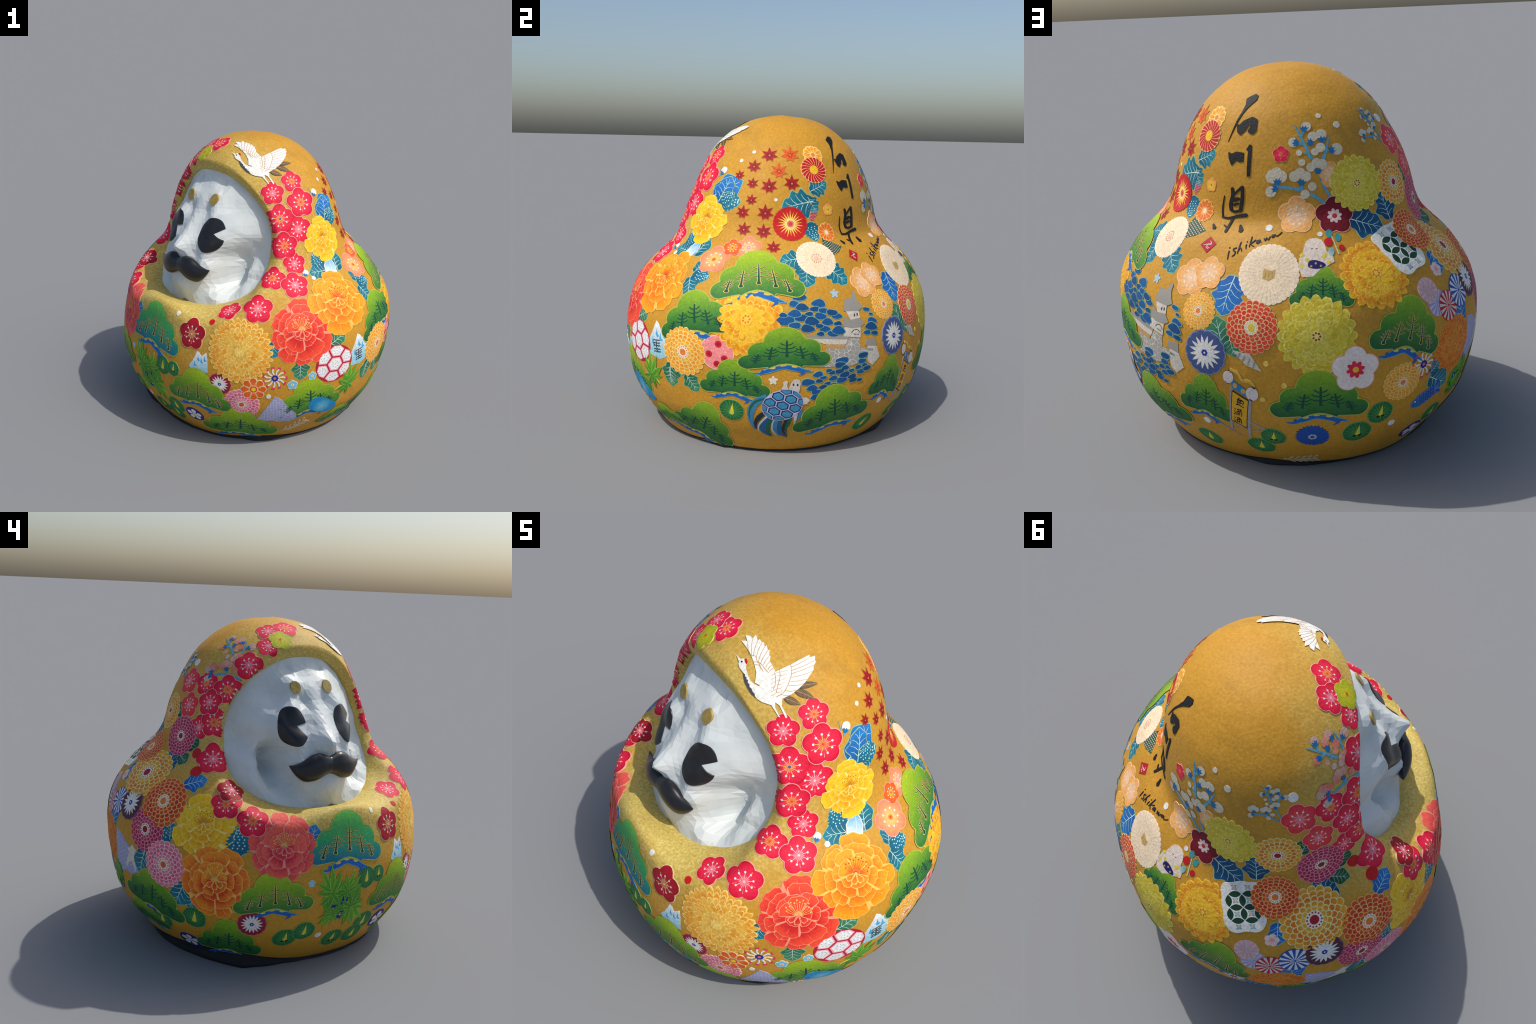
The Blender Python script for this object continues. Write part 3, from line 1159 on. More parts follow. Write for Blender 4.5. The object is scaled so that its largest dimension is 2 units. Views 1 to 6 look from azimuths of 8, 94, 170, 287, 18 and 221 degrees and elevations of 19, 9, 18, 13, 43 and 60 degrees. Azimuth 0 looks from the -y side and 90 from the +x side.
def star(colour):
    c = {"WHITE": (225, 220, 200), "PALEBLUE": (165, 190, 205)}[colour]
    return Paint().poly(polar(lambda a: .55 + .45*abs(math.cos(2.5*(a - math.pi/2)))**2, 40), 0, flat("star_" + colour.lower(), *c))


def swirl():
    p = Paint()
    n = 20
    p.poly(scallop(1, n, .05), 0, flat("swirl_line", 245, 190, 130))
    m = flat("swirl_red", 190, 28, 28)
    for k in range(n):
        a0 = TAU*k/n
        pts = []
        for u in np.linspace(0, 1, 7):
            r = .33 + u*.62; a = a0 + .35*u - .8*math.pi/n + .15
            pts.append((r*math.cos(a), r*math.sin(a)))
        for u in np.linspace(1, 0, 7):
            r = .33 + u*.62; a = a0 + .35*u + .8*math.pi/n + .15
            pts.append((r*math.cos(a), r*math.sin(a)))
        p.poly(pts, 1, m)
    p.poly(scallop(.33, 10, .15), 1, flat("swirl_heart", 240, 190, 30))
    return p


def sunburst():
    p = Paint()
    p.poly(scallop(1, 30, .05), 0, flat("sunburst_rim", 205, 50, 40))
    p.disc(0, 0, .95, 1, radial("sunburst_red", (0, (235, 130, 40)), (.45, (205, 35, 30)), (1, (190, 22, 28))), 40)
    n = 22
    y = radial("sunburst_ray", (0, (252, 235, 160)), (.5, (250, 205, 80)), (.85, (245, 150, 50)))
    p.poly(polar(lambda a: .30 + (.52 * (1 - abs(((a*n/TAU) % 1) - .5) * 2) ** 1.6 * (1 if int(a*n/TAU) % 2 else .8)), n * 10), 2, y)
    p.disc(0, 0, .20, 3, flat("sunburst_heart", 232, 125, 110), 18)
    p.disc(0, 0, .12, 4, flat("sunburst_seed", 215, 75, 70), 12)
    return p


def creammum(kind):
    p = Paint()
    n = 34
    p.poly(scallop(1, n, .035), 0, flat("cream_rim", 252, 235, 205))
    p.poly(scallop(.97, n, .03), 1, radial("cream_petal", (0, (248, 215, 180)), (.4, (246, 222, 185)), (1, (250, 226, 192))))
    ln = flat("cream_streak", 240, 208, 170)
    for k in range(n):
        a = TAU*(k+.5)/n
        p.stroke([(.4*math.cos(a), .4*math.sin(a)), (.93*math.cos(a), .93*math.sin(a))], .006, .014, 2, ln)
    if kind == 1:
        for k in range(14):
            a = TAU*k/14
            p.disc(.23*math.cos(a), .23*math.sin(a), .026, 3, flat("cream_seed", 165, 110, 50), 7)
        p.disc(0, 0, .14, 3, flat("cream_heart", 245, 190, 160), 14)
    else:
        p.poly([(-.20, -.14), (.02, -.22), (.20, -.12), (.22, .14), (.05, .10), (-.16, .18)], 3, flat("cream_tuft", 205, 170, 100))
        for x in (-.1, .02, .13):
            p.stroke([(x, -.12), (x, .1)], .02, .012, 4, flat("cream_tuft_line", 178, 138, 75))
    return p


def burst(colour):
    c = {"SLATE": (70, 88, 135), "PLUMCOLOUR": (82, 40, 62), "WINE": (150, 30, 60)}[colour]
    p = Paint()
    n = 14
    p.poly(scallop(1, n, .06), 0, flat("burst_rim_" + colour.lower(), *[min(255, v + 50) for v in c]))
    p.poly(scallop(.95, n, .06), 1, flat("burst_" + colour.lower(), *c))
    p.poly(polar(lambda a: .42 + .34 * (1 - abs(((a*16/TAU) % 1) - .5) * 2), 16 * 8), 2, WHITE_P)
    p.poly(scallop(.15, 6, .2), 3, flat("burst_heart", 40, 55, 160))
    p.disc(0, 0, .05, 4, WHITE_P, 7)
    return p


def daisy(colour):
    p = Paint()
    n = 8
    for k in range(n):
        p.poly(petal(.30, 1.0, TAU*k/n, n, .0, "round"), 0, CREAM_LINE)
        p.poly(petal(.33, .96, TAU*k/n, n, .04, "round"), 1, PLUM["ORANGE"])
    p.poly(scallop(.36, 16, .12), 2, CREAM_LINE)
    p.disc(0, 0, .29, 3, flat("daisy_ring", 225, 75, 30), 18)
    p.poly(scallop(.19, 8, .15), 4, flat("daisy_heart", 245, 205, 40))
    return p


def threadflower():
    p = Paint()
    n = 11
    for k in range(n):
        a = TAU*k/n
        c, s = math.cos(a), math.sin(a)
        p.stroke([(.26*c, .26*s), (.6*math.cos(a+.12), .6*math.sin(a+.12)), (.82*c, .82*s)], .09, .12, 0, WHITE_P)
        p.poly([(1.02*math.cos(a+.10), 1.02*math.sin(a+.10)), (.84*math.cos(a+.16), .84*math.sin(a+.16)), (.84*math.cos(a-.16), .84*math.sin(a-.16)), (1.02*math.cos(a-.10), 1.02*math.sin(a-.10)), (.94*c, .94*s)], 1, flat("thread_tip", 232, 50, 100))
    p.poly(scallop(.28, 7, .15), 0, flat("thread_blue", 35, 35, 150))
    p.disc(0, 0, .12, 1, flat("thread_heart", 225, 110, 70), 9)
    return p


def forgetmenot():
    p = Paint()
    p.poly(scallop(1, 5, .3, math.pi/2), 0, flat("forget_rim", 205, 230, 235))
    p.poly(scallop(.85, 5, .3, math.pi/2), 1, flat("forget_blue", 110, 195, 225))
    p.disc(0, 0, .3, 2, flat("forget_white", 240, 240, 225), 10)
    p.disc(0, 0, .16, 3, flat("forget_heart", 220, 150, 50), 8)
    return p


def spottedball():
    p = Paint()
    p.disc(0, 0, 1, 0, flat("ball_rim", 250, 200, 190), 40)
    p.disc(0, 0, .95, 1, flat("ball_pink", 242, 140, 140), 40)
    for x, y in ((.1, .5), (-.45, -.1), (.45, -.3), (.0, -.65)):
        p.disc(x, y, .2, 2, flat("ball_red", 200, 30, 50), 14)
        p.disc(x, y, .08, 3, flat("ball_seed", 150, 15, 40), 8)
    rng = random.Random(8)
    for k in range(60):
        a, r = rng.uniform(0, TAU), math.sqrt(rng.uniform(.02, .8))
        x, y = r*math.cos(a), r*math.sin(a)
        if all(math.dist((x, y), q) > .27 for q in ((.1, .5), (-.45, -.1), (.45, -.3), (.0, -.65))):
            p.stroke([(x - .05, y), (x, y + .04), (x + .05, y)], .02, .02, 2, flat("ball_line", 248, 190, 185))
    return p


# ------------------------------------------------------- single pictures
def frame(cx, cy, unit):
    """Sketch-sheet coordinates (x right, y down) to the motif's plane."""
    return lambda *pts: [((x - cx) / unit, (cy - y) / unit) for x, y in pts]


def crane():
    p = Paint()
    q = frame(700, 800, 700)
    W = flat("crane_white", 238, 236, 226)
    line = flat("feather_line", 188, 140, 78)
    grey = flat("crane_tail", 78, 70, 58)
    # tail
    for a, b, w in (((1010, 1010), (1385, 940), 110), ((960, 1060), (1325, 1190), 130), ((800, 1190), (1090, 1290), 120)):
        (x0, y0), (x1, y1) = q(a, b)
        w /= 700
        dx, dy = x1 - x0, y1 - y0
        L_ = math.hypot(dx, dy); nx, ny = -dy/L_, dx/L_
        p.poly([(x0, y0)] + [(x0 + dx*u + nx*w*.5*math.sin(math.pi*u**.8), y0 + dy*u + ny*w*.5*math.sin(math.pi*u**.8)) for u in np.linspace(.1, .9, 8)]
               + [(x1, y1)] + [(x0 + dx*u - nx*w*.5*math.sin(math.pi*u**.8), y0 + dy*u - ny*w*.5*math.sin(math.pi*u**.8)) for u in np.linspace(.9, .1, 8)], 0, grey)
        p.stroke([(x0, y0), (x1, y1)], .014, .008, 1, line)
        for u in np.linspace(.15, .9, 14):
            for s in (-1, 1):
                h = w * .45 * math.sin(math.pi*u**.8)
                p.stroke([(x0 + dx*u, y0 + dy*u), (x0 + dx*(u+.06) + s*nx*h, y0 + dy*(u+.06) + s*ny*h)], .006, .005, 1, line)
    # raised far wing with separate quills
    p.poly(q((330, 940), (352, 780), (320, 640), (265, 490), (230, 410), (90, 210), (165, 215), (195, 240), (162, 115), (240, 130), (285, 185), (335, 115), (370, 230), (405, 205), (440, 270), (470, 260), (492, 345), (520, 325), (543, 410), (572, 400), (565, 510), (588, 505), (570, 610), (590, 615), (610, 660), (640, 715), (668, 770), (560, 850), (430, 1000)), 2, W)
    for a, b in (((240, 470), (200, 240)), ((268, 480), (285, 190)), ((300, 500), (372, 230)), ((350, 530), (440, 275)), ((385, 600), (492, 345)), ((420, 640), (545, 410)), ((470, 660), (565, 515)), ((510, 700), (575, 610)), ((545, 740), (612, 665)), ((570, 770), (640, 715))):
        p.stroke(q(a, ((a[0]+b[0])/2 - 12, (a[1]+b[1])/2), b), .014, .010, 3, line)
    for arc in (((265, 490), (330, 500), (370, 590), (430, 640), (495, 720), (560, 790)), ((305, 600), (380, 610), (425, 690), (470, 770)), ((330, 650), (400, 660), (420, 730))):
        p.stroke(q(*arc), .013, .013, 3, line)
    # body, neck, head, legs
    p.poly(q((10, 445), (85, 530), (130, 525), (175, 540), (190, 600), (180, 700), (210, 800), (250, 900), (320, 960), (400, 1000), (460, 940), (560, 830), (660, 780), (700, 900), (760, 1150), (780, 1210), (770, 1310), (860, 1480), (835, 1500), (735, 1310), (665, 1260), (660, 1330), (740, 1480), (720, 1480), (600, 1300), (450, 1250), (360, 1190), (270, 1100), (200, 990), (150, 860), (130, 760), (70, 680), (50, 610), (60, 575)), 4, W)
    p.poly(q((130, 760), (168, 800), (165, 830), (190, 840), (185, 870), (215, 890), (210, 930), (240, 960), (240, 1000), (275, 1030), (285, 1070), (325, 1110), (330, 1150), (365, 1190), (270, 1110), (200, 1000), (152, 900)), 5, flat("crane_throat", 70, 72, 82))
    p.poly(q((150, 535), (190, 540), (207, 590), (190, 640), (160, 590)), 5, flat("crane_cap", 190, 25, 30))
    p.disc(*q((107, 580))[0], .024, 5, INK, 9)
    # near wing
    p.poly(q((660, 780), (920, 660), (1235, 475), (1230, 520), (1325, 490), (1320, 570), (1340, 580), (1295, 680), (1300, 720), (1200, 880), (1150, 950), (1060, 1040), (930, 1140), (800, 1200), (610, 1220), (640, 1150), (600, 1080), (640, 1000), (600, 900)), 6, W)
    for a, b in (((930, 700), (1230, 525)), ((925, 760), (1322, 570)), ((925, 810), (1320, 640)), ((920, 870), (1270, 760)), ((915, 930), (1200, 885)), ((880, 1000), (1130, 965)), ((830, 1080), (1020, 1070)), ((760, 1140), (920, 1145))):
        p.stroke(q(a, ((a[0]+b[0])/2, (a[1]+b[1])/2 + 14), b), .013, .010, 7, line)
    for arc in (((920, 660), (935, 780), (890, 950), (800, 1110), (680, 1180)), ((740, 740), (745, 850), (715, 980), (680, 1110)), ((660, 790), (668, 870), (670, 960), (630, 1070))):
        p.stroke(q(*arc), .014, .014, 7, line)
    for y in (760, 820, 890, 960, 1020, 1080):
        p.stroke(q((690, y + 25), (760, y + 20), (880 - (y - 760) * .3, y - 15)), .008, .007, 8, line)
        p.stroke(q((600, y + 75), (640, y + 60), (680, y + 40)), .008, .007, 8, line)
    return p


def hex_cells(pitch, tilt, clip, inset):
    """Honeycomb cells pulled inside the ellipse clip = (rx, ry)."""
    out = []
    c, s = math.cos(tilt), math.sin(tilt)
    for i in range(-6, 7):
        for j in range(-6, 7):
            x = pitch[0] * (i + (j % 2) * .5); y = pitch[1] * j
            cell = []
            for k in range(6):
                a = math.pi/6 + k*math.pi/3
                hx = x + (pitch[0] / math.sqrt(3) * math.cos(a)) * inset
                hy = y + (pitch[1] / 1.5 * math.sin(a)) * inset
                X, Y = c*hx - s*hy, s*hx + c*hy
                r = math.hypot(X/clip[0], Y/clip[1])
                if r > 1:
                    X, Y = X/r, Y/r
                cell.append((X, Y))
            P = np.array(cell)
            area = abs(np.sum(P[:, 0]*np.roll(P[:, 1], -1) - P[:, 1]*np.roll(P[:, 0], -1))) / 2
            if area > .35 * pitch[0] * pitch[1]:
                out.append((cell, P.mean(0), True))
            elif area > .10 * pitch[0] * pitch[1]:
                out.append((cell, P.mean(0), False))
    return out


def hexball():
    p = Paint()
    p.disc(0, 0, 1, 0, flat("hex_red", 180, 28, 55), 48)
    for cell, mid, whole in hex_cells((.78, .66), .35, (.97, .97), .90):
        p.poly(cell, 1, flat("hex_pink", 248, 170, 185))
        p.poly([(mid[0] + (x-mid[0])*.84, mid[1] + (y-mid[1])*.84) for x, y in cell], 2, flat("hex_white", 238, 238, 235))
        if whole:
            for k in range(9):
                a, r = TAU*k/8, (.17 if k < 8 else 0)
                p.disc(mid[0] + r*math.cos(a), mid[1] + r*math.sin(a), .024, 3, flat("hex_dot", 90, 165, 175), 7)
    return p


def turtle():
    p = Paint()
    q = frame(830, 690, 420)
    B1, B2 = flat("weed_blue", 62, 130, 175), flat("weed_deep", 35, 95, 145)
    G, K, W = flat("weed_green", 30, 100, 75), flat("weed_dark", 28, 48, 55), flat("weed_white", 190, 200, 205)
    # trailing weed tail
    for lay, (pts, w, m) in enumerate([(((520, 520), (300, 650), (200, 850), (220, 1080), (290, 1240)), 150, B1), \
                     (((480, 560), (280, 640), (175, 850), (190, 1000)), 50, G), \
                     (((560, 800), (380, 930), (300, 1080), (320, 1240)), 100, K), \
                     (((560, 880), (430, 1020), (360, 1150), (355, 1290)), 45, W), \
                     (((600, 900), (470, 1080), (450, 1240), (600, 1420)), 150, B2), \
                     (((640, 900), (560, 1080), (560, 1280), (640, 1420)), 90, G), \
                     (((690, 920), (640, 1080), (640, 1250), (720, 1380)), 50, W), \
                     (((760, 900), (690, 1080), (700, 1280), (790, 1420)), 90, B1), \
                     (((820, 900), (760, 1100), (770, 1300), (930, 1460)), 110, B2), \
                     (((960, 850), (890, 1080), (850, 1280), (940, 1420)), 90, K), \
                     (((1010, 860), (960, 1050), (900, 1220), (930, 1350)), 80, G), \
                     (((1080, 840), (1075, 960), (1060, 1110)), 50, W), \
                     (((1180, 780), (1190, 880), (1110, 1030)), 80, B1)]):
        p.stroke(q(*pts), w/420*.8, .03, lay % 4, m, w/420)
    skin = flat("turtle_skin", 205, 198, 188)
    p.poly(q((950, 380), (990, 290), (1040, 225), (1100, 210), (1160, 235), (1185, 300), (1170, 400), (1150, 460), (1060, 460)), 4, skin)
    p.poly(q((810, 380), (850, 300), (835, 250), (870, 240), (900, 225), (940, 245), (920, 310), (940, 390)), 4, skin)
    p.poly(q((1230, 560), (1290, 560), (1370, 625), (1320, 690), (1240, 700)), 4, skin)
    p.poly(q((1050, 900), (1130, 880), (1110, 1000), (1065, 1110)), 4, skin)
    for e in ((1042, 310), (1122, 318)):
        p.disc(*q(e)[0], .045, 5, flat("turtle_eye", 50, 60, 70), 9, .055)

    def tilt(P):
        c, s = math.cos(.22), math.sin(.22)
        return [(c*x - s*y, s*x + c*y) for x, y in P]
    p.poly(tilt(polar(lambda a: 1 / math.hypot(math.cos(a)/.99, math.sin(a)/.72), 56)), 6, flat("shell_line", 185, 180, 215))
    for cell, mid, whole in hex_cells((.62, .36), -.48, (.96, .69), .90):
        cell, mid = tilt(cell), np.array(tilt([mid])[0])
        p.poly(cell, 7, flat("shell_edge", 28, 38, 85))
        p.poly([(mid[0] + (x-mid[0])*.80, mid[1] + (y-mid[1])*.76) for x, y in cell], 8, flat("shell_blue", 62, 140, 180))
    return p


def blob(cx, cy, w, h, seed=0):
    """Little cloud of needles: flat below, three bumps above."""
    pts = []
    for a in np.linspace(0, TAU, 30, endpoint=False):
        r = 1 + .10 * math.sin(3*a + seed) * (math.sin(a) > -.3)
        pts.append((cx + w*r*math.cos(a), cy + h*r*math.sin(a) * (1 if math.sin(a) > 0 else .72)))
    return pts


BLUE_CLUMPS = {
    "upper": (520, 480, [(350, 150, 80), (330, 235, 90), (270, 330, 75), (360, 370, 85), (575, 310, 95), (520, 385, 65), (630, 400, 65), (745, 420, 75), (810, 460, 75),
                         (130, 475, 55), (270, 455, 85), (450, 450, 55), (160, 550, 110), (350, 505, 90), (590, 475, 80), (480, 545, 95), (690, 545, 80), (830, 560, 60),
                         (275, 605, 75), (580, 600, 55), (650, 635, 75), (430, 640, 90), (840, 650, 95), (600, 700, 55), (770, 690, 80)]),
    "lower": (820, 1270, [(880, 1075, 85), (850, 1120, 70), (710, 1165, 45), (915, 1165, 55), (580, 1195, 65), (755, 1200, 50), (640, 1245, 45), (840, 1200, 60), (460, 1285, 80),
                          (590, 1280, 50), (765, 1275, 60), (910, 1255, 70), (1000, 1220, 45), (1165, 1060, 70), (1145, 1130, 60), (1090, 1195, 50), (1180, 1190, 45), (1010, 1300, 60),
                          (1130, 1260, 60), (1215, 1240, 60), (870, 1320, 70), (1020, 1350, 60), (510, 1365, 70), (640, 1365, 55), (755, 1370, 60), (690, 1330, 45), (555, 1420, 60), (1110, 1370, 45), (580, 1490, 90)]),
    "side": (1250, 560, [(1195, 390, 50), (1250, 445, 34), (1265, 530, 68), (1255, 610, 88), (1205, 690, 55), (1310, 690, 55)]),
}


def bluepines(which):
    cx, cy, spots = BLUE_CLUMPS[which]
    q = frame(cx, cy, 450)
    p = Paint()
    rim = flat("clump_rim", 125, 175, 165)
    fill = [flat("clump_blue", 22, 84, 140), flat("clump_deep", 18, 72, 122)]
    for k, (x, y, r) in enumerate(spots):
        (u, v), w = q((x, y))[0], r / 450
        lay = 2 * (k % 4)
        p.poly(blob(u, v, w * 1.05, w*.72, k), lay, rim)
        p.poly(blob(u, v, w*1.05 - .018, w*.72 - .018, k), lay + 1, fill[k % 2])
    return p


def stone_wall():
    m, nt, b = new_mat("stone_wall")
    op = object_pos(nt)
    v = nt.nodes.new("ShaderNodeTexVoronoi"); v.feature = "DISTANCE_TO_EDGE"
    v.inputs["Scale"].default_value = 7
    nt.links.new(op, v.inputs["Vector"])
    nt.links.new(ramp(nt, v.outputs["Distance"], [(.02, srgb(205, 200, 188)), (.07, srgb(150, 147, 140)), (.3, srgb(162, 158, 148))]), b.inputs["Base Color"])
    b.inputs["Roughness"].default_value = .6
    return m


def tile_roof():
    m, nt, b = new_mat("tile_roof")
    op = object_pos(nt)
    br = nt.nodes.new("ShaderNodeTexBrick")
    br.inputs["Scale"].default_value = 16
    br.inputs["Color1"].default_value = (*srgb(158, 153, 143), 1)
    br.inputs["Color2"].default_value = (*srgb(148, 143, 134), 1)
    br.inputs["Mortar"].default_value = (*srgb(125, 120, 112), 1)
    nt.links.new(op, br.inputs["Vector"])
    nt.links.new(br.outputs[0], b.inputs["Base Color"])
    b.inputs["Roughness"].default_value = .6
    return m


def castle():
    p = Paint()
    q = frame(1030, 600, 450)
    ROOF, STONE = tile_roof(), stone_wall()
    W, TAN = flat("castle_wall", 205, 198, 184), flat("castle_tan", 190, 150, 95)
    p.poly(q((720, 895), (930, 890), (975, 755), (1110, 750), (1130, 880), (1235, 880), (1225, 1000), (1060, 1110), (660, 1135), (640, 1090), (700, 1000)), 0, STONE)
    p.poly(q((1190, 850), (1205, 765), (1335, 740), (1350, 845)), 0, ROOF)
    p.poly(q((1230, 850), (1355, 850), (1420, 990), (1330, 1105), (1260, 1060), (1240, 960)), 0, W)
    p.poly(q((480, 722), (975, 722), (960, 775), (500, 775)), 1, ROOF)
    p.poly(q((505, 775), (960, 775), (940, 838), (690, 838)), 1, W)
    p.poly(q((700, 838), (930, 838), (920, 893), (720, 893)), 1, TAN)
    p.poly(q((915, 615), (1118, 608), (1122, 745), (905, 735)), 2, W)
    p.poly(q((888, 605), (915, 480), (985, 520), (1105, 488), (1172, 560), (1115, 612), (990, 628)), 3, ROOF)
    p.poly(q((930, 405), (1095, 395), (1112, 490), (985, 520)), 3, W)
    p.poly(q((905, 412), (930, 252), (1030, 232), (1030, 190), (1055, 135), (1078, 165), (1080, 215), (1105, 270), (1155, 350), (1090, 400)), 4, ROOF)
    dark = flat("castle_window", 70, 64, 58)
    for x, y in ((1040, 457), (1075, 447)):
        p.poly(q((x-9, y-18), (x+9, y-18), (x+9, y+18), (x-9, y+18)), 4, dark)
    for k in range(4):
        x = 1030 + k*18
        p.poly(q((x, 697), (x+9, 697), (x+9, 714), (x, 714)), 3, dark)
        p.poly(q((1243 + k*16, 885), (1251 + k*16, 885), (1251 + k*16, 912), (1243 + k*16, 912)), 1, dark)
    p.stroke(q((1000, 690), (1030, 650), (1065, 642), (1110, 680)), .02, .02, 3, dark)
    return p


def board_glyph(p, q, cx, cy, r, marks, layer):
    for path in marks:
        p.stroke(q(*[(cx + x*r, cy + y*r) for x, y in path]), .034, .026, layer, INK)


def gatesign():
    p = Paint()
    q = frame(580, 850, 450)
    grey, dark = flat("gate_post", 165, 160, 160), flat("gate_dark", 50, 40, 35)
    p.stroke(q((445, 560), (437, 1200)), .08, .08, 0, grey)
    p.stroke(q((712, 660), (695, 1300)), .10, .09, 0, grey)
    p.stroke(q((280, 1160), (560, 1290)), .03, .01, 0, grey)
    p.stroke(q((470, 1190), (560, 1080), (660, 1140)), .03, .02, 0, grey)
    p.stroke(q((720, 1000), (930, 1080), (740, 1150)), .04, .02, 0, grey)
    p.poly(q((410, 140), (650, 132), (845, 300), (610, 262)), 0, flat("gate_roof", 200, 192, 178))
    for k in range(4):
        x = 490 + k*70
        p.stroke(q((x + 30, 150 + k*18), (x - 10 + k*10, 215 + k*20)), .05, .04, 1, flat("gate_slat", 150, 145, 138))
    p.stroke(q((400, 352), (520, 380), (590, 450), (680, 445), (765, 490)), .07, .08, 0, flat("gate_rope", 222, 180, 70))
    p.poly(q((455, 470), (655, 555), (695, 665), (440, 565)), 1, flat("gate_blue", 45, 130, 190))
    for x, y in ((490, 535), (610, 580)):
        p.disc(*q((x, y))[0], .075, 2, flat("gate_ring", 215, 165, 80), 12)
    for x, y, r in ((385, 450, 76), (735, 592, 88)):
        p.disc(*q((x, y))[0], r/450, 3, flat("gate_lantern", 228, 212, 205), 20)
        p.stroke(q((x - 8, y - r - 6), (x + 36, y - r + 16)), .04, .04, 3, dark)
        p.stroke(q((x - 30, y + r - 14), (x + 12, y + r + 6)), .04, .04, 3, dark)
    p.poly(q((448, 602), (696, 685), (675, 1112), (438, 1038)), 1, dark)
    p.poly(q((460, 620), (684, 697), (664, 1095), (449, 1026)), 2, flat("gate_board", 228, 170, 35))
    board_glyph(p, q, 575, 745, 65, [[(-.2, -1), (-.7, -.4)], [(-.5, -.6), (.5, -.6)], [(-.6, -.3), (.7, -.3), (.6, .4)], [(-.6, -.3), (-.5, .4)], [(-.5, .05), (.5, .05)], [(0, -.3), (0, .4)], [(-.9, .6), (-.3, .5), (.3, .7), (.9, .9)]], 3)
    board_glyph(p, q, 550, 888, 60, [[(-.9, -.7), (-.6, -.5)], [(-1, -.1), (-.7, 0)], [(-1, .8), (-.6, .2)], [(-.3, -.6), (.9, -.7)], [(0, -.9), (0, -.3)], [(.5, -.9), (.5, -.3)], [(-.3, -.1), (.8, -.2), (.8, .9)], [(-.3, -.1), (-.3, .8)], [(.2, -.2), (.2, .8)], [(-.1, .4), (.6, .3)]], 3)
    board_glyph(p, q, 545, 1012, 58, [[(-.9, -.7), (-.6, -.5)], [(-1, -.1), (-.7, 0)], [(-1, .7), (-.6, .2)], [(-.3, -.7), (.9, -.5)], [(-.2, -.3), (.8, -.2), (.8, .8)], [(-.2, -.3), (-.3, .7)], [(.3, -.9), (.3, .7)], [(-.2, .2), (.7, .3)]], 3)
    return p


def brush_character(which):
    """Brush-written characters of the place name."""
    p = Paint()
    if which == "stone":
        q = frame(420, 280, 180)
        p.poly(q((458, 128), (490, 112), (540, 98), (562, 120), (550, 160), (478, 215), (430, 265), (385, 320), (345, 375), (278, 460), (320, 395), (375, 310), (420, 250), (455, 185)), 0, INK)
        p.poly(q((375, 335), (400, 350), (440, 325), (520, 308), (562, 340), (545, 430), (510, 455), (478, 440), (470, 420), (500, 380), (480, 375), (450, 410), (400, 438), (375, 410)), 1, INK)
    elif which == "river":
        q = frame(400, 680, 180)
        p.poly(q((297, 590), (330, 610), (375, 595), (440, 612), (435, 690), (400, 692), (370, 675), (325, 715), (300, 650)), 0, INK)
        p.poly(q((460, 585), (490, 540), (508, 550), (505, 640), (488, 825), (462, 825), (470, 700), (478, 600)), 0, INK)
    else:
        q = frame(330, 1110, 180)
        for path, a, b in ((((342, 922), (345, 970), (322, 1080), (328, 1120)), .15, .17), (((348, 990), (390, 945), (428, 912)), .07, .13), (((432, 908), (428, 1000), (408, 1125)), .14, .17),
                           (((322, 1100), (345, 1128), (410, 1122)), .12, .13), (((350, 1028), (398, 1016)), .22, .16), (((350, 1072), (392, 1058)), .14, .10),
                           (((267, 990), (246, 1120), (254, 1185)), .03, .08), (((250, 1184), (300, 1192), (380, 1174), (460, 1160)), .09, .18), (((352, 1180), (332, 1240), (316, 1312)), .12, .13),
                           (((282, 1255), (312, 1275)), .05, .10), (((190, 1252), (212, 1285)), .08, .16), (((425, 1252), (446, 1300)), .10, .22)):
            p.stroke(q(*path), a, b, 0, INK, caps=True)
    return p


def handwriting():
    """The place name in small slanted handwriting."""
    p = Paint()
    q = frame(520, 1430, 180)
    ink = flat("blue_black_ink", 32, 32, 52)
    for path in (((295, 1435), (284, 1470), (276, 1500)), ((298, 1412), (303, 1404)), ((368, 1425), (338, 1432), (336, 1445), (356, 1455), (346, 1478), (320, 1486)),
                 ((410, 1385), (392, 1430), (374, 1477)), ((384, 1455), (404, 1434), (412, 1445), (414, 1466)), ((462, 1418), (455, 1437), (456, 1456)), ((466, 1398), (470, 1392)),
                 ((511, 1358), (500, 1400), (485, 1447)), ((546, 1394), (520, 1410), (496, 1422)), ((498, 1420), (515, 1440), (530, 1450)),
                 ((586, 1402), (562, 1404), (552, 1424), (570, 1426), (584, 1408), (592, 1426)), ((620, 1394), (628, 1414), (644, 1392), (654, 1412), (674, 1384)),
                 ((708, 1374), (690, 1380), (688, 1394), (706, 1390), (716, 1374), (728, 1388), (750, 1380), (776, 1358))):
        p.stroke(q(*path), .045, .03, 0, ink, .05, caps=True)
    return p


def pine_script():
    p = Paint()
    rng = random.Random(4)
    for y in (.9, .45, .0, -.5, -.9):
        for x in (-.5, 0.1, .6):
            p.stroke([(x - .28, y - .12), (x, y + .1*rng.random()), (x + .25, y - .05)], .10, .05, 0, INK)
    p.stroke([(-.1, .9), (0, -.9)], .07, .07, 0, INK)
    return p


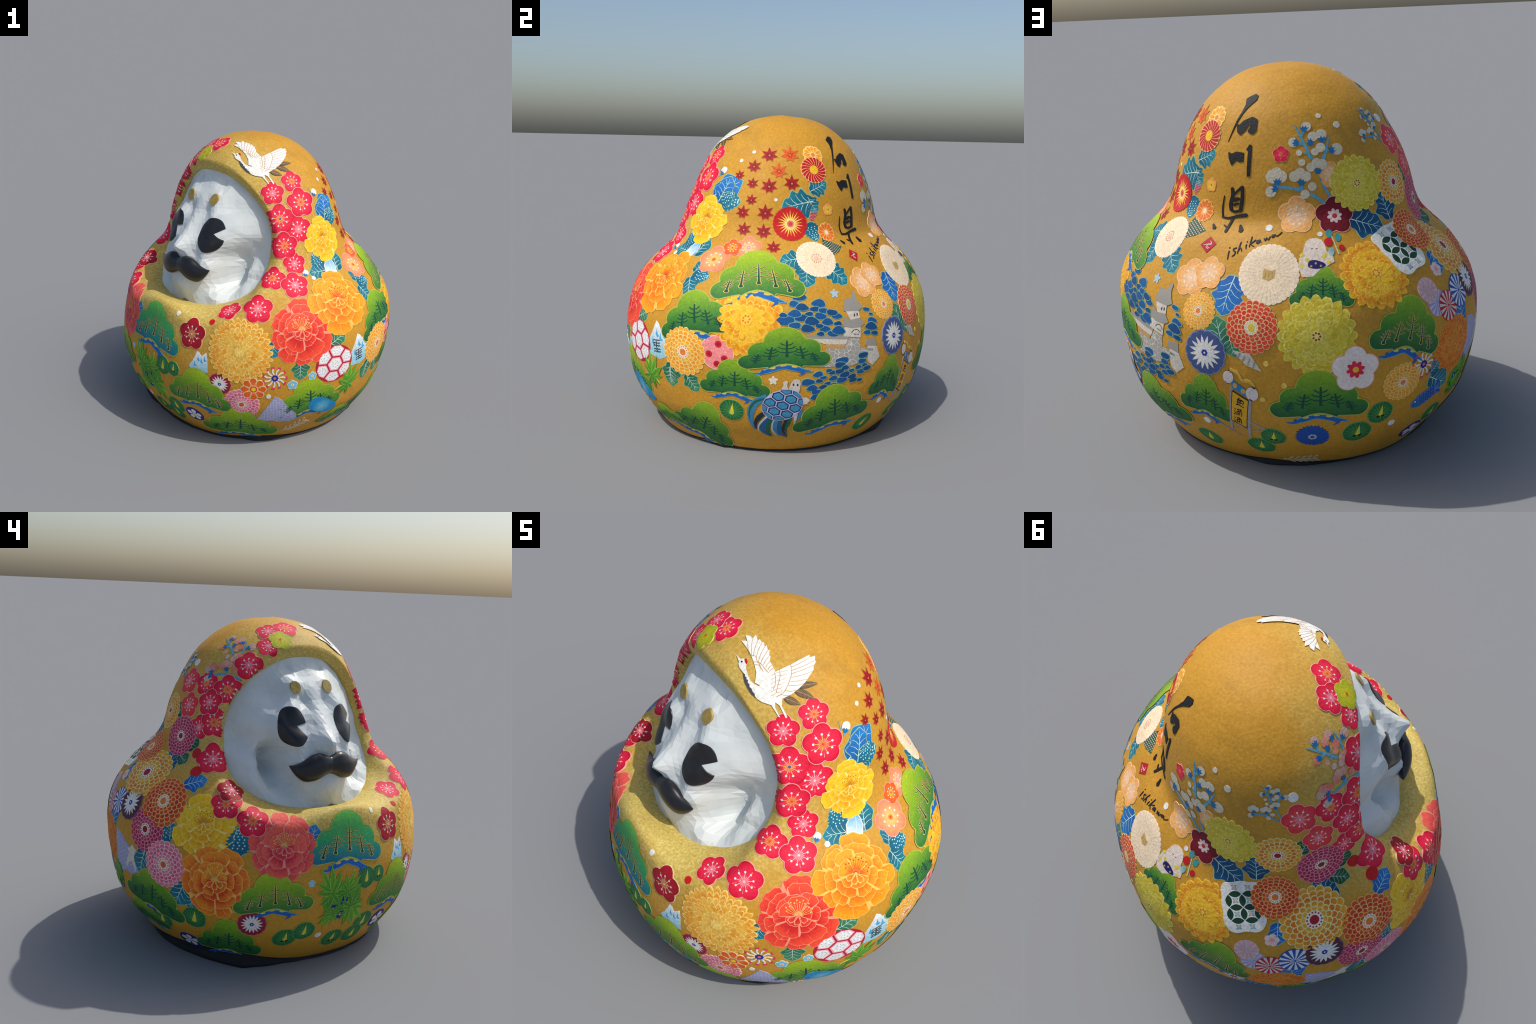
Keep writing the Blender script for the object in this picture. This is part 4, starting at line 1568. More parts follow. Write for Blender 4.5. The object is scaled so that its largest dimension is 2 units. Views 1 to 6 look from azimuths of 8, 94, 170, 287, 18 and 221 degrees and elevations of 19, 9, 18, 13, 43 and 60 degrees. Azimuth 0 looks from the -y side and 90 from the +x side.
BRANCH_PUFFS = [(410, 190, 45), (295, 335, 45), (350, 430, 28), (470, 280, 45), (545, 260, 50), (540, 380, 45), (490, 420, 35), (685, 390, 55), (375, 515, 33), (455, 560, 40),
                (505, 520, 45), (555, 530, 48), (110, 640, 62), (190, 640, 55), (148, 605, 50), (95, 775, 50), (310, 640, 50), (360, 612, 50), (412, 640, 48), (470, 730, 40), (405, 800, 42)]
BRANCH_CUPS = [(390, 215, 0), (322, 340, 1), (450, 340, 1), (555, 310, 0), (640, 400, 1), (520, 595, 0), (155, 690, 0), (135, 750, 1), (372, 700, 0)]


def blossombranch(kind):
    p = Paint()
    wood = flat("branch_blue", 95, 160, 185)
    cup = flat("branch_cup", 25, 110, 170)
    puff = flat("cotton_puff", 212, 200, 172) if kind < 2 else radial("rosy_puff", (0, (225, 195, 175)), (.5, (225, 120, 95)), (1, (205, 185, 165)))
    if kind == 0:                                                # a single bud on a stalk
        p.stroke([(-.3, -1.0), (.0, -.4)], .16, .3, 0, wood)
        p.stroke([(-1.0, .9), (-.7, -.3), (-.6, -1.2)], .06, .16, 0, wood)
        p.disc(.1, .25, .65, 1, WHITE_P, 20)
        p.poly([(-.45, -.05), (-.2, .1), (-.05, -.15), (.2, .05), (.3, -.2), (.55, -.1), (.25, -.55), (-.2, -.6)], 2, cup)
        return p
    q = frame(400, 520, 400)
    for path, a, b in ((((308, 180), (360, 280), (410, 380), (460, 490)), 14, 34), (((612, 290), (592, 400), (565, 485)), 10, 34), (((530, 600), (570, 720), (640, 830)), 20, 26),
                       (((165, 735), (260, 742), (375, 762)), 24, 30), (((375, 765), (372, 700)), 24, 40), (((450, 795), (520, 835), (600, 885)), 34, 22), (((360, 290), (392, 225)), 16, 34),
                       (((405, 355), (330, 340)), 16, 30), (((595, 405), (650, 402)), 16, 24), (((440, 445), (385, 428)), 14, 12), (((155, 690), (140, 765)), 30, 30)):
        p.stroke(q(*path), a/400, b/400, 0, wood)
    for k, (x, y, r) in enumerate(BRANCH_PUFFS):
        (u, v), w = q((x, y))[0], r / 400
        p.disc(u, v, w, 1, puff, 18)
    for x, y, turn in BRANCH_CUPS:
        (u, v) = q((x, y))[0]
        P = [(-.10, .05), (-.05, .03), (-.03, .09), (.01, .04), (.05, .09), (.06, .03), (.11, .05), (.04, -.06), (-.04, -.06)]
        c, s = (1, 0) if not turn else (.3, .95 if x > 500 else -.95)
        p.poly([(u + c*a + s*b, v - s*a + c*b) for a, b in P], 2, cup)
    return p


def plumegirl():
    p = Paint()
    q = frame(500, 1350, 180)
    W = flat("doll_white", 232, 214, 196)
    p.poly(q((395, 1270), (410, 1225), (450, 1195), (500, 1190), (550, 1205), (582, 1250), (600, 1310), (655, 1350), (668, 1400), (600, 1440), (540, 1470), (480, 1530), (380, 1535), (350, 1450), (355, 1370), (385, 1330)), 0, W)
    for x in (468, 508):
        p.stroke(q((x - 12, 1293), (x + 10, 1289)), .03, .03, 1, INK)
    for x, y in ((375, 1350), (425, 1390), (570, 1360), (380, 1440), (620, 1405), (590, 1340)):
        p.poly([(u, v) for u, v in q((x-26, y), (x, y-24), (x+26, y), (x, y+24))], 1, flat("doll_yellow", 225, 205, 90))
    p.poly(blob(*q((503, 1435))[0], .44, .24, 1.5), 2, flat("doll_navy", 28, 30, 100))
    for x, y in ((460, 1445), (500, 1420), (545, 1440)):
        p.disc(*q((x, y))[0], .06, 3, flat("doll_gold", 190, 150, 90), 8)
    p.stroke(q((640, 1160), (710, 1330)), .05, .07, 0, flat("doll_stem", 205, 205, 160))
    for x, y in ((620, 1145), (700, 1175), (640, 1310)):
        p.disc(*q((x, y))[0], .16, 1, upward("doll_sprig", (.3, (215, 225, 215)), (.8, (60, 150, 150))), 12, .22)
    p.disc(*q((615, 1225))[0], .22, 2, flat("doll_berry", 195, 20, 30), 16)
    p.disc(*q((735, 1270))[0], .16, 2, flat("doll_berry", 195, 20, 30), 12)
    return p


def fish():
    p = Paint()
    B = flat("fish_blue", 30, 70, 160)
    p.poly([(0, -1.15), (.30, -.95), (.48, -.5), (.52, .1), (.42, .8), (.75, 1.5), (0, 1.25), (-.75, 1.5), (-.42, .8), (-.52, .1), (-.48, -.5), (-.30, -.95)], 0, flat("fish_rim", 85, 130, 190))
    p.poly([(0, -1.08), (.27, -.9), (.43, -.5), (-.43, -.5), (-.27, -.9)], 1, flat("fish_head", 40, 110, 175))
    for j in range(9):
        for i in range(-2, 3):
            x, y = i*.19 + (j % 2)*.095, -.38 + j*.15
            if abs(x) < .42:
                p.disc(x, y, .085, 1, B, 8, .068)
    for k in (-1, 1):
        p.stroke([(k*.2, 1.0), (k*.5, 1.38)], .12, .2, 1, B)
    p.disc(-.18, -.78, .07, 2, WHITE_P, 9)
    return p


def shippo():
    """Disc of interlaced rings: green lenses between white diamonds with a blue lattice."""
    p = Paint()
    net = lambda a: (abs(math.cos(a)/.86) ** 5 + abs(math.sin(a)/1.08) ** 5) ** -.2 * (1 + .025 * math.sin(9*a))
    p.poly(polar(net, 72), 0, flat("lattice_white", 228, 226, 214))
    green, blue, tan = flat("lattice_green", 24, 62, 40), flat("lattice_blue", 85, 155, 190), flat("lattice_tan", 190, 160, 85)
    s = .56
    for i in range(-3, 4):
        for j in range(-3, 4):
            for vert in (0, 1):
                cx, cy = ((i+.5)*s, j*s) if not vert else (i*s, (j+.5)*s)
                lens = []
                for u in np.linspace(-1, 1, 9):
                    lens.append((u*s*.46, .24*s*(1-u*u)))
                for u in np.linspace(1, -1, 9)[1:-1]:
                    lens.append((u*s*.46, -.24*s*(1-u*u)))
                P = [(cx + (y if vert else x), cy + (x if vert else y)) for x, y in lens]
                if max(math.hypot(*v) / net(math.atan2(v[1], v[0])) for v in P) < .97:
                    p.poly(P, 1, green)
            cx, cy = (i+.5)*s, (j+.5)*s
            if abs(cx) < .66 and abs(cy) < .88:
                d = s*.20
                p.poly([(cx-d, cy-d), (cx, cy-d*.7), (cx+d, cy-d), (cx+d*.7, cy), (cx+d, cy+d), (cx, cy+d*.7), (cx-d, cy+d), (cx-d*.7, cy)], 1, blue)
                p.poly([(cx-d*.6, cy-d*.6), (cx+d*.6, cy-d*.6), (cx+d*.6, cy+d*.6), (cx-d*.6, cy+d*.6)], 2, WHITE_P)
                for k in (-1, 1):
                    p.poly([(cx+k*d*.28-d*.18, cy-d*.45), (cx+k*d*.28+d*.18, cy-d*.45), (cx+k*d*.28+d*.18, cy+d*.45), (cx+k*d*.28-d*.18, cy+d*.45)], 3, tan)
    return p


def fan(colour):
    a_, b_ = {"PASTEL": ((215, 190, 195), (222, 165, 160)), "LAVENDER": ((165, 155, 195), (205, 200, 215)), "REDFAN": ((190, 25, 35), (225, 205, 200)), "BLUEFAN": ((25, 80, 165), (225, 225, 225))}[colour]
    p = Paint()
    n = 26
    p.disc(0, 0, 1, 0, flat("pleat_dark_" + colour.lower(), *a_), 52)
    for k in range(n // 2):
        a0, a1 = TAU*(2*k)/n, TAU*(2*k + 1)/n
        p.poly([(.08*math.cos(a0), .08*math.sin(a0)), (.97*math.cos(a0), .97*math.sin(a0)), (.97*math.cos(a1), .97*math.sin(a1)), (.08*math.cos(a1), .08*math.sin(a1))], 1, flat("pleat_light_" + colour.lower(), *b_))
    return p


def checkpatch(colour):
    c = {"CRIMSON": (190, 40, 70), "DARKGREEN": (35, 85, 65)}[colour]
    p = Paint()
    p.poly([(-1.2, .9), (1.2, .9), (.9, -.2), (.2, -1.2), (-.3, -1.2), (-1.0, -.2)], 0, flat("check_" + colour.lower(), *c))
    for i in range(-4, 5):
        for j in range(-4, 4):
            x, y = i*.27 + (j % 2)*.13, j*.26
            if y < .8 and abs(x) < 1.0 + min(0, y)*.5 and y > -1.05:
                p.poly([(x-.06, y-.05), (x+.08, y-.03), (x+.05, y+.07), (x-.08, y+.05)], 1, flat("check_light", 235, 195, 175))
    return p


def sealmark():
    p = Paint()
    p.poly([(-.75, -.95), (.95, -.9), (.85, .95), (-.8, .9)], 0, flat("seal_red", 185, 25, 40))
    for path in ([(-.4, -.6), (.1, .5), (-.2, .55)], [(.1, .5), (.35, .4), (.2, .1), (0, .0)], [(0, .0), (.1, -.5)], [(.3, -.2), (.3, -.55)], [(.55, -.15), (.5, -.5)]):
        p.stroke(path, .09, .07, 1, WHITE_P)
    return p


def bambootuft():
    p = Paint()
    rim, f1, f2 = flat("bamboo_rim", 165, 205, 90), upward("bamboo_leaf", (.3, (60, 135, 35)), (1, (120, 185, 45))), flat("bamboo_vein", 55, 120, 35)
    for k, (a, L_) in enumerate(((95, 1.0), (70, .98), (44, .85), (122, .75), (18, .62), (152, .6), (200, .62), (236, .55), (285, .5), (330, .45))):
        c, s = math.cos(math.radians(a)), math.sin(math.radians(a))

        def lens(k, L_=L_, c=c, s=s):
            P = [(u*L_, .125*L_**.5*k*math.sin(math.pi*u**.75)) for u in np.linspace(0.02, 1, 10)] + [(u*L_, -.125*L_**.5*k*math.sin(math.pi*u**.75)) for u in np.linspace(.93, .05, 9)]
            return [(c*x - s*y, s*x + c*y) for x, y in P]
        lay = 3 * (k % 3)
        p.poly(lens(1.0), lay, rim)
        p.poly(lens(.82), lay + 1, f1)
        p.stroke([(.05*c, .05*s), (.85*L_*c, .85*L_*s)], .018, .008, lay + 2, f2)
    return p


def navyground():
    p = Paint()
    p.poly(blob(0, 0, .85, 1.0, .5), 0, flat("ground_green", 84, 155, 42))
    rng = random.Random(6)
    for x, y in ((-.3, .5), (.3, .55), (.1, .1), (-.4, -.1), (.45, -.05), (-.1, -.5), (.35, -.55)):
        p.poly([(x-.2, y-.12), (x+.05, y-.2), (x+.22, y+.1), (x-.05, y+.2)], 1, flat("ground_navy", 35, 40, 150))
        p.poly(scallop(.07, 5, .3), 2, WHITE_P) if False else p.disc(x, y, .05, 2, flat("ground_spot", 215, 190, 170), 7)
    return p


def cyanpond():
    return Paint().poly(blob(0, 0, 1.7, 1.0, 1.0), 0, radial("pond_blue", (.0, (120, 180, 205)), (.8, (40, 150, 195)), (1.5, (30, 135, 190))))


def mountain(colour):
    p = Paint()
    if colour == "LILAC":
        p.poly([(0, 1), (.35, .72), (.75, .05), (1.05, -.35), (1.1, -.75), (.75, -.98), (.1, -.9), (-.1, -.7), (-.8, -.75), (-1.15, -.95), (-.75, -.2), (-.35, .45)], 0, flat("lilac_patch", 168, 168, 205))
        w = flat("lilac_thread", 205, 205, 225)
        for k in range(12):
            x = -.85 + k*.15
            p.stroke([(x, -.65), (x + .0, .95 - abs(x)*1.35 if abs(x) < .7 else -.35)], .018, .018, 1, w)
        for k in range(10):
            y = -.6 + k*.15
            hw = .95 - (y + .6)*.62
            p.stroke([(-hw*.85, y), (hw*.9, y)], .018, .018, 1, w)
        return p
    p.poly([(-.1, 1.0), (.15, .85), (.35, .55), (.9, .9), (1.0, .3), (1.0, -1.0), (.2, -1.35), (-.7, -1.2), (-1.1, -.5), (-.7, -.1), (-.4, .4)], 0, upward("snow_slope", (.1, (155, 205, 220)), (.6, (205, 222, 228)), (.9, (235, 238, 238))))
    for x, y in ((0, .55), (.35, .35), (-.4, .0), (.7, .55)):
        p.poly([(x, y), (x + .09, y - .35), (x + .25, y - .45), (x + .05, y - .55), (x - .10, y - .4)], 1, flat("snow_blue", 75, 165, 210))
    return p


def mon():
    p = Paint()
    p.disc(0, 0, 1, 0, flat("crest_navy", 38, 38, 135), 40)
    for k in range(5):
        a = math.pi/2 + TAU*k/5
        p.disc(.55*math.cos(a), .55*math.sin(a), .27, 1, WHITE_P, 16)
        p.stroke([(.08*math.cos(a+.6), .08*math.sin(a+.6)), (.36*math.cos(a+.63), .36*math.sin(a+.63))], .06, .05, 1, WHITE_P)
        p.stroke([(.05*math.cos(a), .05*math.sin(a)), (.3*math.cos(a), .3*math.sin(a))], .09, .14, 1, WHITE_P)
    return p


def navyflower():
    p = Paint()
    p.poly(polar(lambda a: .82 + .16*((a*26/TAU) % 1), 26*6), 0, flat("cornflower", 25, 80, 165))
    p.poly(scallop(.26, 7, .3), 1, flat("cornflower_white", 170, 185, 200))
    p.disc(0, 0, .12, 2, flat("cornflower", 25, 80, 165), 9)
    return p


def whitesprig():
    p = Paint()
    m = flat("sprig_white", 205, 190, 165)
    p.stroke([(0, -1.2), (.05, -.2), (0, 1.1)], .12, .08, 0, m)
    for y in (-.8, -.4, 0, .4, .8):
        for s in (-1, 1):
            p.stroke([(0, y), (s*.25, y + .12), (s*.45, y + .35)], .10, .12, 0, m)
    p.disc(.1, .1, .22, 0, m, 10)
    return p


def whitedeer():
    return Paint().poly([(.1, 1.0), (.3, .8), (.55, .75), (.4, .45), (.35, .1), (.6, -.6), (.45, -1.0), (.3, -.5), (.05, -.25), (-.3, -.55), (-.6, -1.0), (-.7, -.8), (-.45, -.2), (-.2, .3), (-.5, .5), (-.2, .65)], 0, flat("deer_white", 222, 212, 196))


def lotusbud():
    p = Paint()
    p.poly([(0, 1), (.38, .6), (.62, .1), (.55, -.5), (0, -.9), (-.55, -.5), (-.62, .1), (-.38, .6)], 0, WHITE_P)
    p.poly([(0, .92), (.34, .55), (.55, .08), (.48, -.46), (0, -.8), (-.48, -.46), (-.55, .08), (-.34, .55)], 1, upward("bud_blue", (.1, (240, 240, 235)), (.55, (165, 205, 228)), (.95, (85, 160, 215))))
    p.stroke([(0, -.7), (.1, .1), (0, .8)], .05, .02, 2, WHITE_P)
    return p


# ------------------------------------------------------------ the painting
# name, drawing, azimuth, height, size, turn, level (, width)

put('plum_blossom', plum('RED', 'ORANGE_EYE'), 40.4, 1.722, 0.072, -2, 3)
put('plum_blossom', plum('RED', 'PINK_EYE'), 23.5, 1.662, 0.075, 1, 4)
put('plum_blossom', plum('RED', 'ORANGE_EYE'), 42.4, 1.592, 0.096, 0, 4)
put('plum_blossom', plum('RED', 'BLUE_EYE'), 26.0, 1.507, 0.095, 0, 3)
put('plum_blossom', plum('RED', 'PINK_EYE'), 36.7, 1.433, 0.093, -1, 3)
put('plum_blossom', plum('RED', 'ORANGE_EYE'), 26.5, 1.342, 0.087, 0, 4)
put('plum_blossom', plum('RED', 'PINK_EYE'), 30.8, 1.227, 0.075, -1, 3)
put('plum_blossom', plum('RED', 'ORANGE_EYE'), 17.7, 1.157, 0.080, 4, 3)
put('plum_blossom', plum('RED', 'PINK_EYE'), 27.8, 1.115, 0.090, 2, 4)
put('plum_blossom', plum('RED', 'PINK_EYE'), 9.8, 1.007, 0.092, 3, 3)
put('plum_blossom', plum('RED', 'PINK_EYE'), -2.9, 0.968, 0.078, 15, 3)
put('plum_blossom', plum('DARK_RED', 'GOLD_EYE'), -18.4, 0.817, 0.098, 2, 3)
put('plum_blossom', plum('RED', 'ORANGE_EYE'), -54.1, 1.927, 0.075, -5, 3)
put('plum_blossom', plum('RED', 'PINK_EYE'), -78.3, 1.905, 0.071, 0, 4)
put('plum_blossom', plum('RED', 'PINK_EYE'), -76.4, 1.824, 0.066, -0, 3)
put('plum_blossom', plum('LIME', 'PLAIN_EYE'), -64.6, 1.862, 0.067, -2, 5)
put('plum_blossom', plum('RED', 'PINK_EYE'), -89.0, 1.716, 0.083, 1, 3)
put('plum_blossom', plum('RED', 'ORANGE_EYE'), -99.2, 1.576, 0.086, 2, 4)
put('plum_blossom', plum('RED', 'ORANGE_EYE'), -114.8, 1.600, 0.074, 7, 3)
put('plum_blossom', plum('CORAL', 'PINK_EYE'), -129.9, 1.597, 0.080, 11, 3)
put('plum_blossom', plum('RED', 'PINK_EYE'), -108.1, 1.497, 0.077, 5, 5)
put('plum_blossom', plum('CORAL', 'PINK_EYE'), -122.6, 1.464, 0.074, 7, 4)
put('plum_blossom', plum('RED', 'ORANGE_EYE'), -102.7, 1.390, 0.085, 3, 4)
put('plum_blossom', plum('RED', 'PINK_EYE'), -111.5, 1.350, 0.072, 4, 3)
put('plum_blossom', plum('RED', 'PINK_EYE'), -99.2, 1.189, 0.094, -0, 3)
put('plum_blossom', plum('DARK_RED', 'PINK_EYE'), -87.5, 1.043, 0.075, 2, 7)
put('plum_blossom', plum('RED', 'ORANGE_EYE'), -87.6, 0.983, 0.084, 2, 5)
put('plum_blossom', plum('RED', 'ORANGE_EYE'), -77.3, 0.910, 0.086, -0, 6)
put('plum_blossom', plum('PEACH', 'PEACH_EYE'), 170.7, 1.298, 0.087, 0, 3)
put('plum_blossom', plum('MAROON', 'WHITE_EYE'), -173.2, 1.292, 0.088, -2, 3)
put('plum_blossom', plum('RED', 'PLAIN_EYE'), 163.9, 1.583, 0.038, 0, 3)
put('plum_blossom', plum('PEACH', 'PEACH_EYE'), 130.8, 1.014, 0.091, 7, 3)
put('plum_blossom', plum('PEACH', 'PEACH_EYE'), 137.4, 1.042, 0.080, 6, 4)
put('plum_blossom', plum('PEACH', 'PEACH_EYE'), -172.4, 1.481, 0.059, -1, 3)
put('plum_blossom', plum('WHITE', 'RED_EYE'), -175.5, 0.642, 0.107, -0, 4)
put('plum_blossom', plum('PALE_PINK', 'PINK_EYE'), -142.6, 1.001, 0.036, -13, 3)
put('plum_blossom', plum('PEACH_RED', 'ORANGE_EYE'), 65.9, 1.135, 0.093, 8, 3)
put('plum_blossom', plum('PEACH_RED', 'PINK_EYE'), 79.7, 1.207, 0.072, 3, 3)
put('plum_blossom', plum('ORANGE', 'ORANGE_EYE'), 72.3, 1.202, 0.054, 5, 4)
put('plum_blossom', plum('GOLDEN', 'PLAIN_EYE'), 123.8, 1.419, 0.033, 1, 3)

put('maple_leaf', maple('CRIMSON'), 85.5, 1.732, 0.055, 4, 3)
put('maple_leaf', maple('ORANGE'), 99.9, 1.736, 0.059, -5, 3)
put('maple_leaf', maple('CRIMSON'), 76.4, 1.665, 0.047, -2, 3)
put('maple_leaf', maple('ORANGE'), 92.4, 1.641, 0.054, -0, 3)
put('maple_leaf', maple('CRIMSON'), 68.4, 1.612, 0.035, 13, 3)
put('maple_leaf', maple('CRIMSON'), 77.2, 1.567, 0.038, -2, 3)
put('maple_leaf', maple('CRIMSON'), 87.0, 1.553, 0.053, 2, 3)
put('maple_leaf', maple('CRIMSON'), 100.4, 1.572, 0.054, -3, 3)
put('maple_leaf', maple('CRIMSON'), 77.7, 1.473, 0.037, -4, 3)
put('maple_leaf', maple('CRIMSON'), 73.8, 1.400, 0.045, -5, 3)
put('maple_leaf', maple('CRIMSON'), 85.8, 1.400, 0.053, 1, 3)
put('maple_leaf', maple('CRIMSON'), 75.6, 1.304, 0.047, -3, 3)
put('maple_leaf', maple('CRIMSON'), 85.6, 1.293, 0.051, 2, 3)
put('maple_leaf', maple('CRIMSON'), 91.0, 1.211, 0.047, -1, 3)

put('chrysanthemum', ringmum('YELLOW_MUM', 2), 117.4, 1.739, 0.066, -5, 3)

put('swirled_chrysanthemum', swirl(), 116.0, 1.652, 0.084, -3, 4)

put('sunburst_flower', sunburst(), 99.3, 1.341, 0.104, -1, 4)

put('chrysanthemum', ringmum('ORANGE_MUM', 1), 121.0, 1.286, 0.061, -6, 3)

put('white_chrysanthemum', creammum(1), 110.4, 1.157, 0.122, -3, 3)

put('chrysanthemum', ringmum('YELLOW_MUM', 5), 62.4, 0.630, 0.146, -1, 4)

put('spotted_ball', spottedball(), 74.4, 0.652, 0.101, -0, 3)

put('chrysanthemum', ringmum('YELLOW_MUM', 5), 137.4, 0.884, 0.093, 4, 3)
put('chrysanthemum', ringmum('RED_MUM', 5), 155.5, 0.839, 0.128, 1, 4)

put('starburst_flower', burst('SLATE'), 140.7, 0.696, 0.114, -0, 4)

put('white_chrysanthemum', creammum(2), 160.0, 1.065, 0.149, 2, 3)

put('chrysanthemum', ringmum('AMBER_MUM', 4), -140.2, 1.402, 0.115, -8, 3)
put('chrysanthemum', ringmum('ROSE_MUM', 5), -122.7, 1.280, 0.122, 6, 4)
put('chrysanthemum', ringmum('RUST_MUM', 5), -141.5, 1.169, 0.118, -16, 7)
put('chrysanthemum', ringmum('AMBER_MUM', 5), -128.8, 1.057, 0.175, 14, 4)
put('chrysanthemum', ringmum('RUST_MUM', 5), -111.5, 0.954, 0.152, 8, 4)
put('chrysanthemum', ringmum('ROSE_MUM', 5), -115.7, 0.787, 0.134, 4, 3)
put('chrysanthemum', ringmum('PINK_MUM', 5), -106.7, 0.617, 0.138, 1, 4)
put('chrysanthemum', ringmum('YELLOW_MUM', 5), -161.4, 0.528, 0.105, 2, 3)

put('starburst_flower', burst('PLUMCOLOUR'), -127.1, 0.894, 0.104, 12, 4)
put('starburst_flower', burst('WINE'), -75.9, 0.326, 0.084, 1, 4)
put('starburst_flower', burst('WINE'), -5.7, 0.522, 0.078, -1, 2)

put('chrysanthemum', ringmum('PINK_MUM', 4), 2.6, 0.381, 0.119, -1, 3)

put('daisy', daisy('ORANGE'), 7.3, 0.503, 0.084, -0, 4)

put('thread_flower', threadflower(), 15.2, 0.579, 0.083, -0, 3)

put('small_flower', forgetmenot(), 21.8, 0.520, 0.036, 0, 3)
put('small_flower', forgetmenot(), 29.4, 0.566, 0.030, 1, 3)

put('thread_flower', threadflower(), -154.5, 0.591, 0.078, 2, 3)

put('spiky_chrysanthemum', spikymum('GOLD_MUM'), 2.3, 0.752, 0.218, 0, 3)
put('spiky_chrysanthemum', spikymum('SUN_MUM'), 83.6, 0.849, 0.215, 1, 3)
put('spiky_chrysanthemum', spikymum('SUN_MUM'), -165.4, 1.050, 0.177, -5, 4)
put('spiky_chrysanthemum', spikymum('LEMON_MUM'), 174.4, 0.811, 0.192, -0, 3)
put('spiky_chrysanthemum', spikymum('LEMON_MUM'), -161.1, 1.431, 0.142, -3, 4)
put('spiky_chrysanthemum', spikymum('ORANGE_SPIKY'), -141.5, 0.625, 0.159, 3, 3)

put('peony', peony('RED_PEONY'), 26.1, 0.859, 0.214, -7, 3)
put('peony', peony('ORANGE_PEONY'), 44.9, 0.994, 0.208, -23, 4)
put('peony', peony('YELLOW_PEONY'), 52.4, 1.343, 0.147, -7, 4)
put('peony', peony('YELLOW_PEONY'), -93.9, 0.862, 0.182, 8, 3)
put('peony', peony('FLAME_PEONY'), -88.4, 0.559, 0.208, 2, 4)
put('peony', peony('ROSE_PEONY'), -66.1, 0.761, 0.197, -0, 3)

put('pine_tree', pine('OLIVE', True), 85.5, 1.089, 0.148, 3, 4, width=0.255)
put('pine_tree', pine('LEAF_GREEN', False), 65.5, 0.860, 0.130, 12, 3, width=0.234)
put('pine_tree', pine('LEAF_GREEN', False), 96.4, 0.695, 0.115, 1, 4, width=0.249)
put('pine_tree', pine('LEAF_GREEN', False), 79.9, 0.512, 0.113, -2, 3, width=0.197)
put('pine_tree', pine('LEAF_GREEN', False), 114.6, 0.326, 0.148, 11, 4, width=0.232)
put('pine_tree', pine('LEAF_GREEN', False), 66.1, 0.187, 0.173, -27, 3, width=0.194)
put('pine_tree', pine('LEAF_GREEN', False), 139.4, 0.459, 0.127, -10, 3, width=0.148)
put('pine_tree', pine('LEAF_GREEN', False), 177.2, 1.021, 0.098, -3, 2, width=0.145)
put('pine_tree', pine('LEAF_GREEN', True), -158.8, 0.815, 0.136, -18, 3, width=0.192)
put('pine_tree', pine('LEAF_GREEN', False), 174.5, 0.518, 0.131, -1, 3, width=0.225)
put('pine_tree', pine('TEAL_GREEN', True), -40.4, 0.801, 0.152, -5, 3, width=0.252)
put('pine_tree', pine('OLIVE', True), -69.0, 0.522, 0.120, 3, 4, width=0.218)
put('pine_tree', pine('LEAF_GREEN', False), -84.5, 0.204, 0.154, -5, 3, width=0.184)
put('pine_tree', pine('LEAF_GREEN', False), -113.0, 0.420, 0.141, -12, 3, width=0.233)
put('pine_tree', pine('OLIVE', False), 0.9, 0.194, 0.169, -6, 3, width=0.246)
put('pine_tree', pine('OLIVE', True), -15.4, 0.462, 0.141, -6, 3, width=0.226)
put('pine_tree', pine('OLIVE', False), 29.0, 0.402, 0.147, 5, 2, width=0.224)

put('hollyhock_leaf', lilypad(0), 78.3, 0.305, 0.074, -2, 3)
put('hollyhock_leaf', lilypad(1), -167.4, 0.375, 0.068, 2, 3)
put('hollyhock_leaf', lilypad(1), -173.8, 0.272, 0.074, 2, 3)
put('hollyhock_leaf', lilypad(1), 160.2, 0.256, 0.064, -3, 4)
put('hollyhock_leaf', lilypad(0), 155.0, 0.168, 0.074, -4, 3)
put('hollyhock_leaf', lilypad(0), 133.8, 0.152, 0.074, -8, 3)
put('hollyhock_leaf', lilypad(0), -96.1, 0.321, 0.074, -2, 3)
put('hollyhock_leaf', lilypad(0), -33.0, 0.549, 0.067, 1, 3)
put('hollyhock_leaf', lilypad(1), -26.9, 0.554, 0.052, 0, 4)
put('hollyhock_leaf', lilypad(1), -63.9, 0.220, 0.074, 3, 3)
put('hollyhock_leaf', lilypad(0), -56.9, 0.262, 0.069, 4, 4)
put('hollyhock_leaf', lilypad(1), -42.4, 0.163, 0.074, 7, 3)
put('hollyhock_leaf', lilypad(0), -32.1, 0.160, 0.074, 9, 4)
put('hollyhock_leaf', lilypad(0), -29.5, 0.246, 0.074, 8, 3)
put('hollyhock_leaf', lilypad(0), -111.0, 0.245, 0.074, -7, 3)

put('leaf', leaf('TEAL', 3), 114.2, 1.472, 0.213, 101, 2)
put('leaf', leaf('TEAL', 3), 111.4, 1.526, 0.140, -64, 2)
put('leaf', leaf('TEAL', 3), 109.8, 1.499, 0.117, -149, 2)
put('leaf', leaf('TEAL', 2), 105.1, 1.158, 0.156, 95, 2)
put('leaf', leaf('TEAL', 2), 105.8, 1.135, 0.160, 169, 2)
put('leaf', leaf('TEAL', 3), 114.1, 1.119, 0.168, -137, 2)
put('leaf', leaf('BLUE', 3), 148.0, 1.052, 0.210, 172, 2)
put('leaf', leaf('BLUE', 1), 52.9, 1.481, 0.220, -56, 2)
put('leaf', leaf('DOTTED', 0), 56.9, 1.471, 0.165, -92, 2)
put('leaf', leaf('DOTTED', 0), 110.7, 1.353, 0.125, -169, 2)
put('leaf', leaf('BLUE', 2), 58.1, 1.450, 0.176, -17, 3)
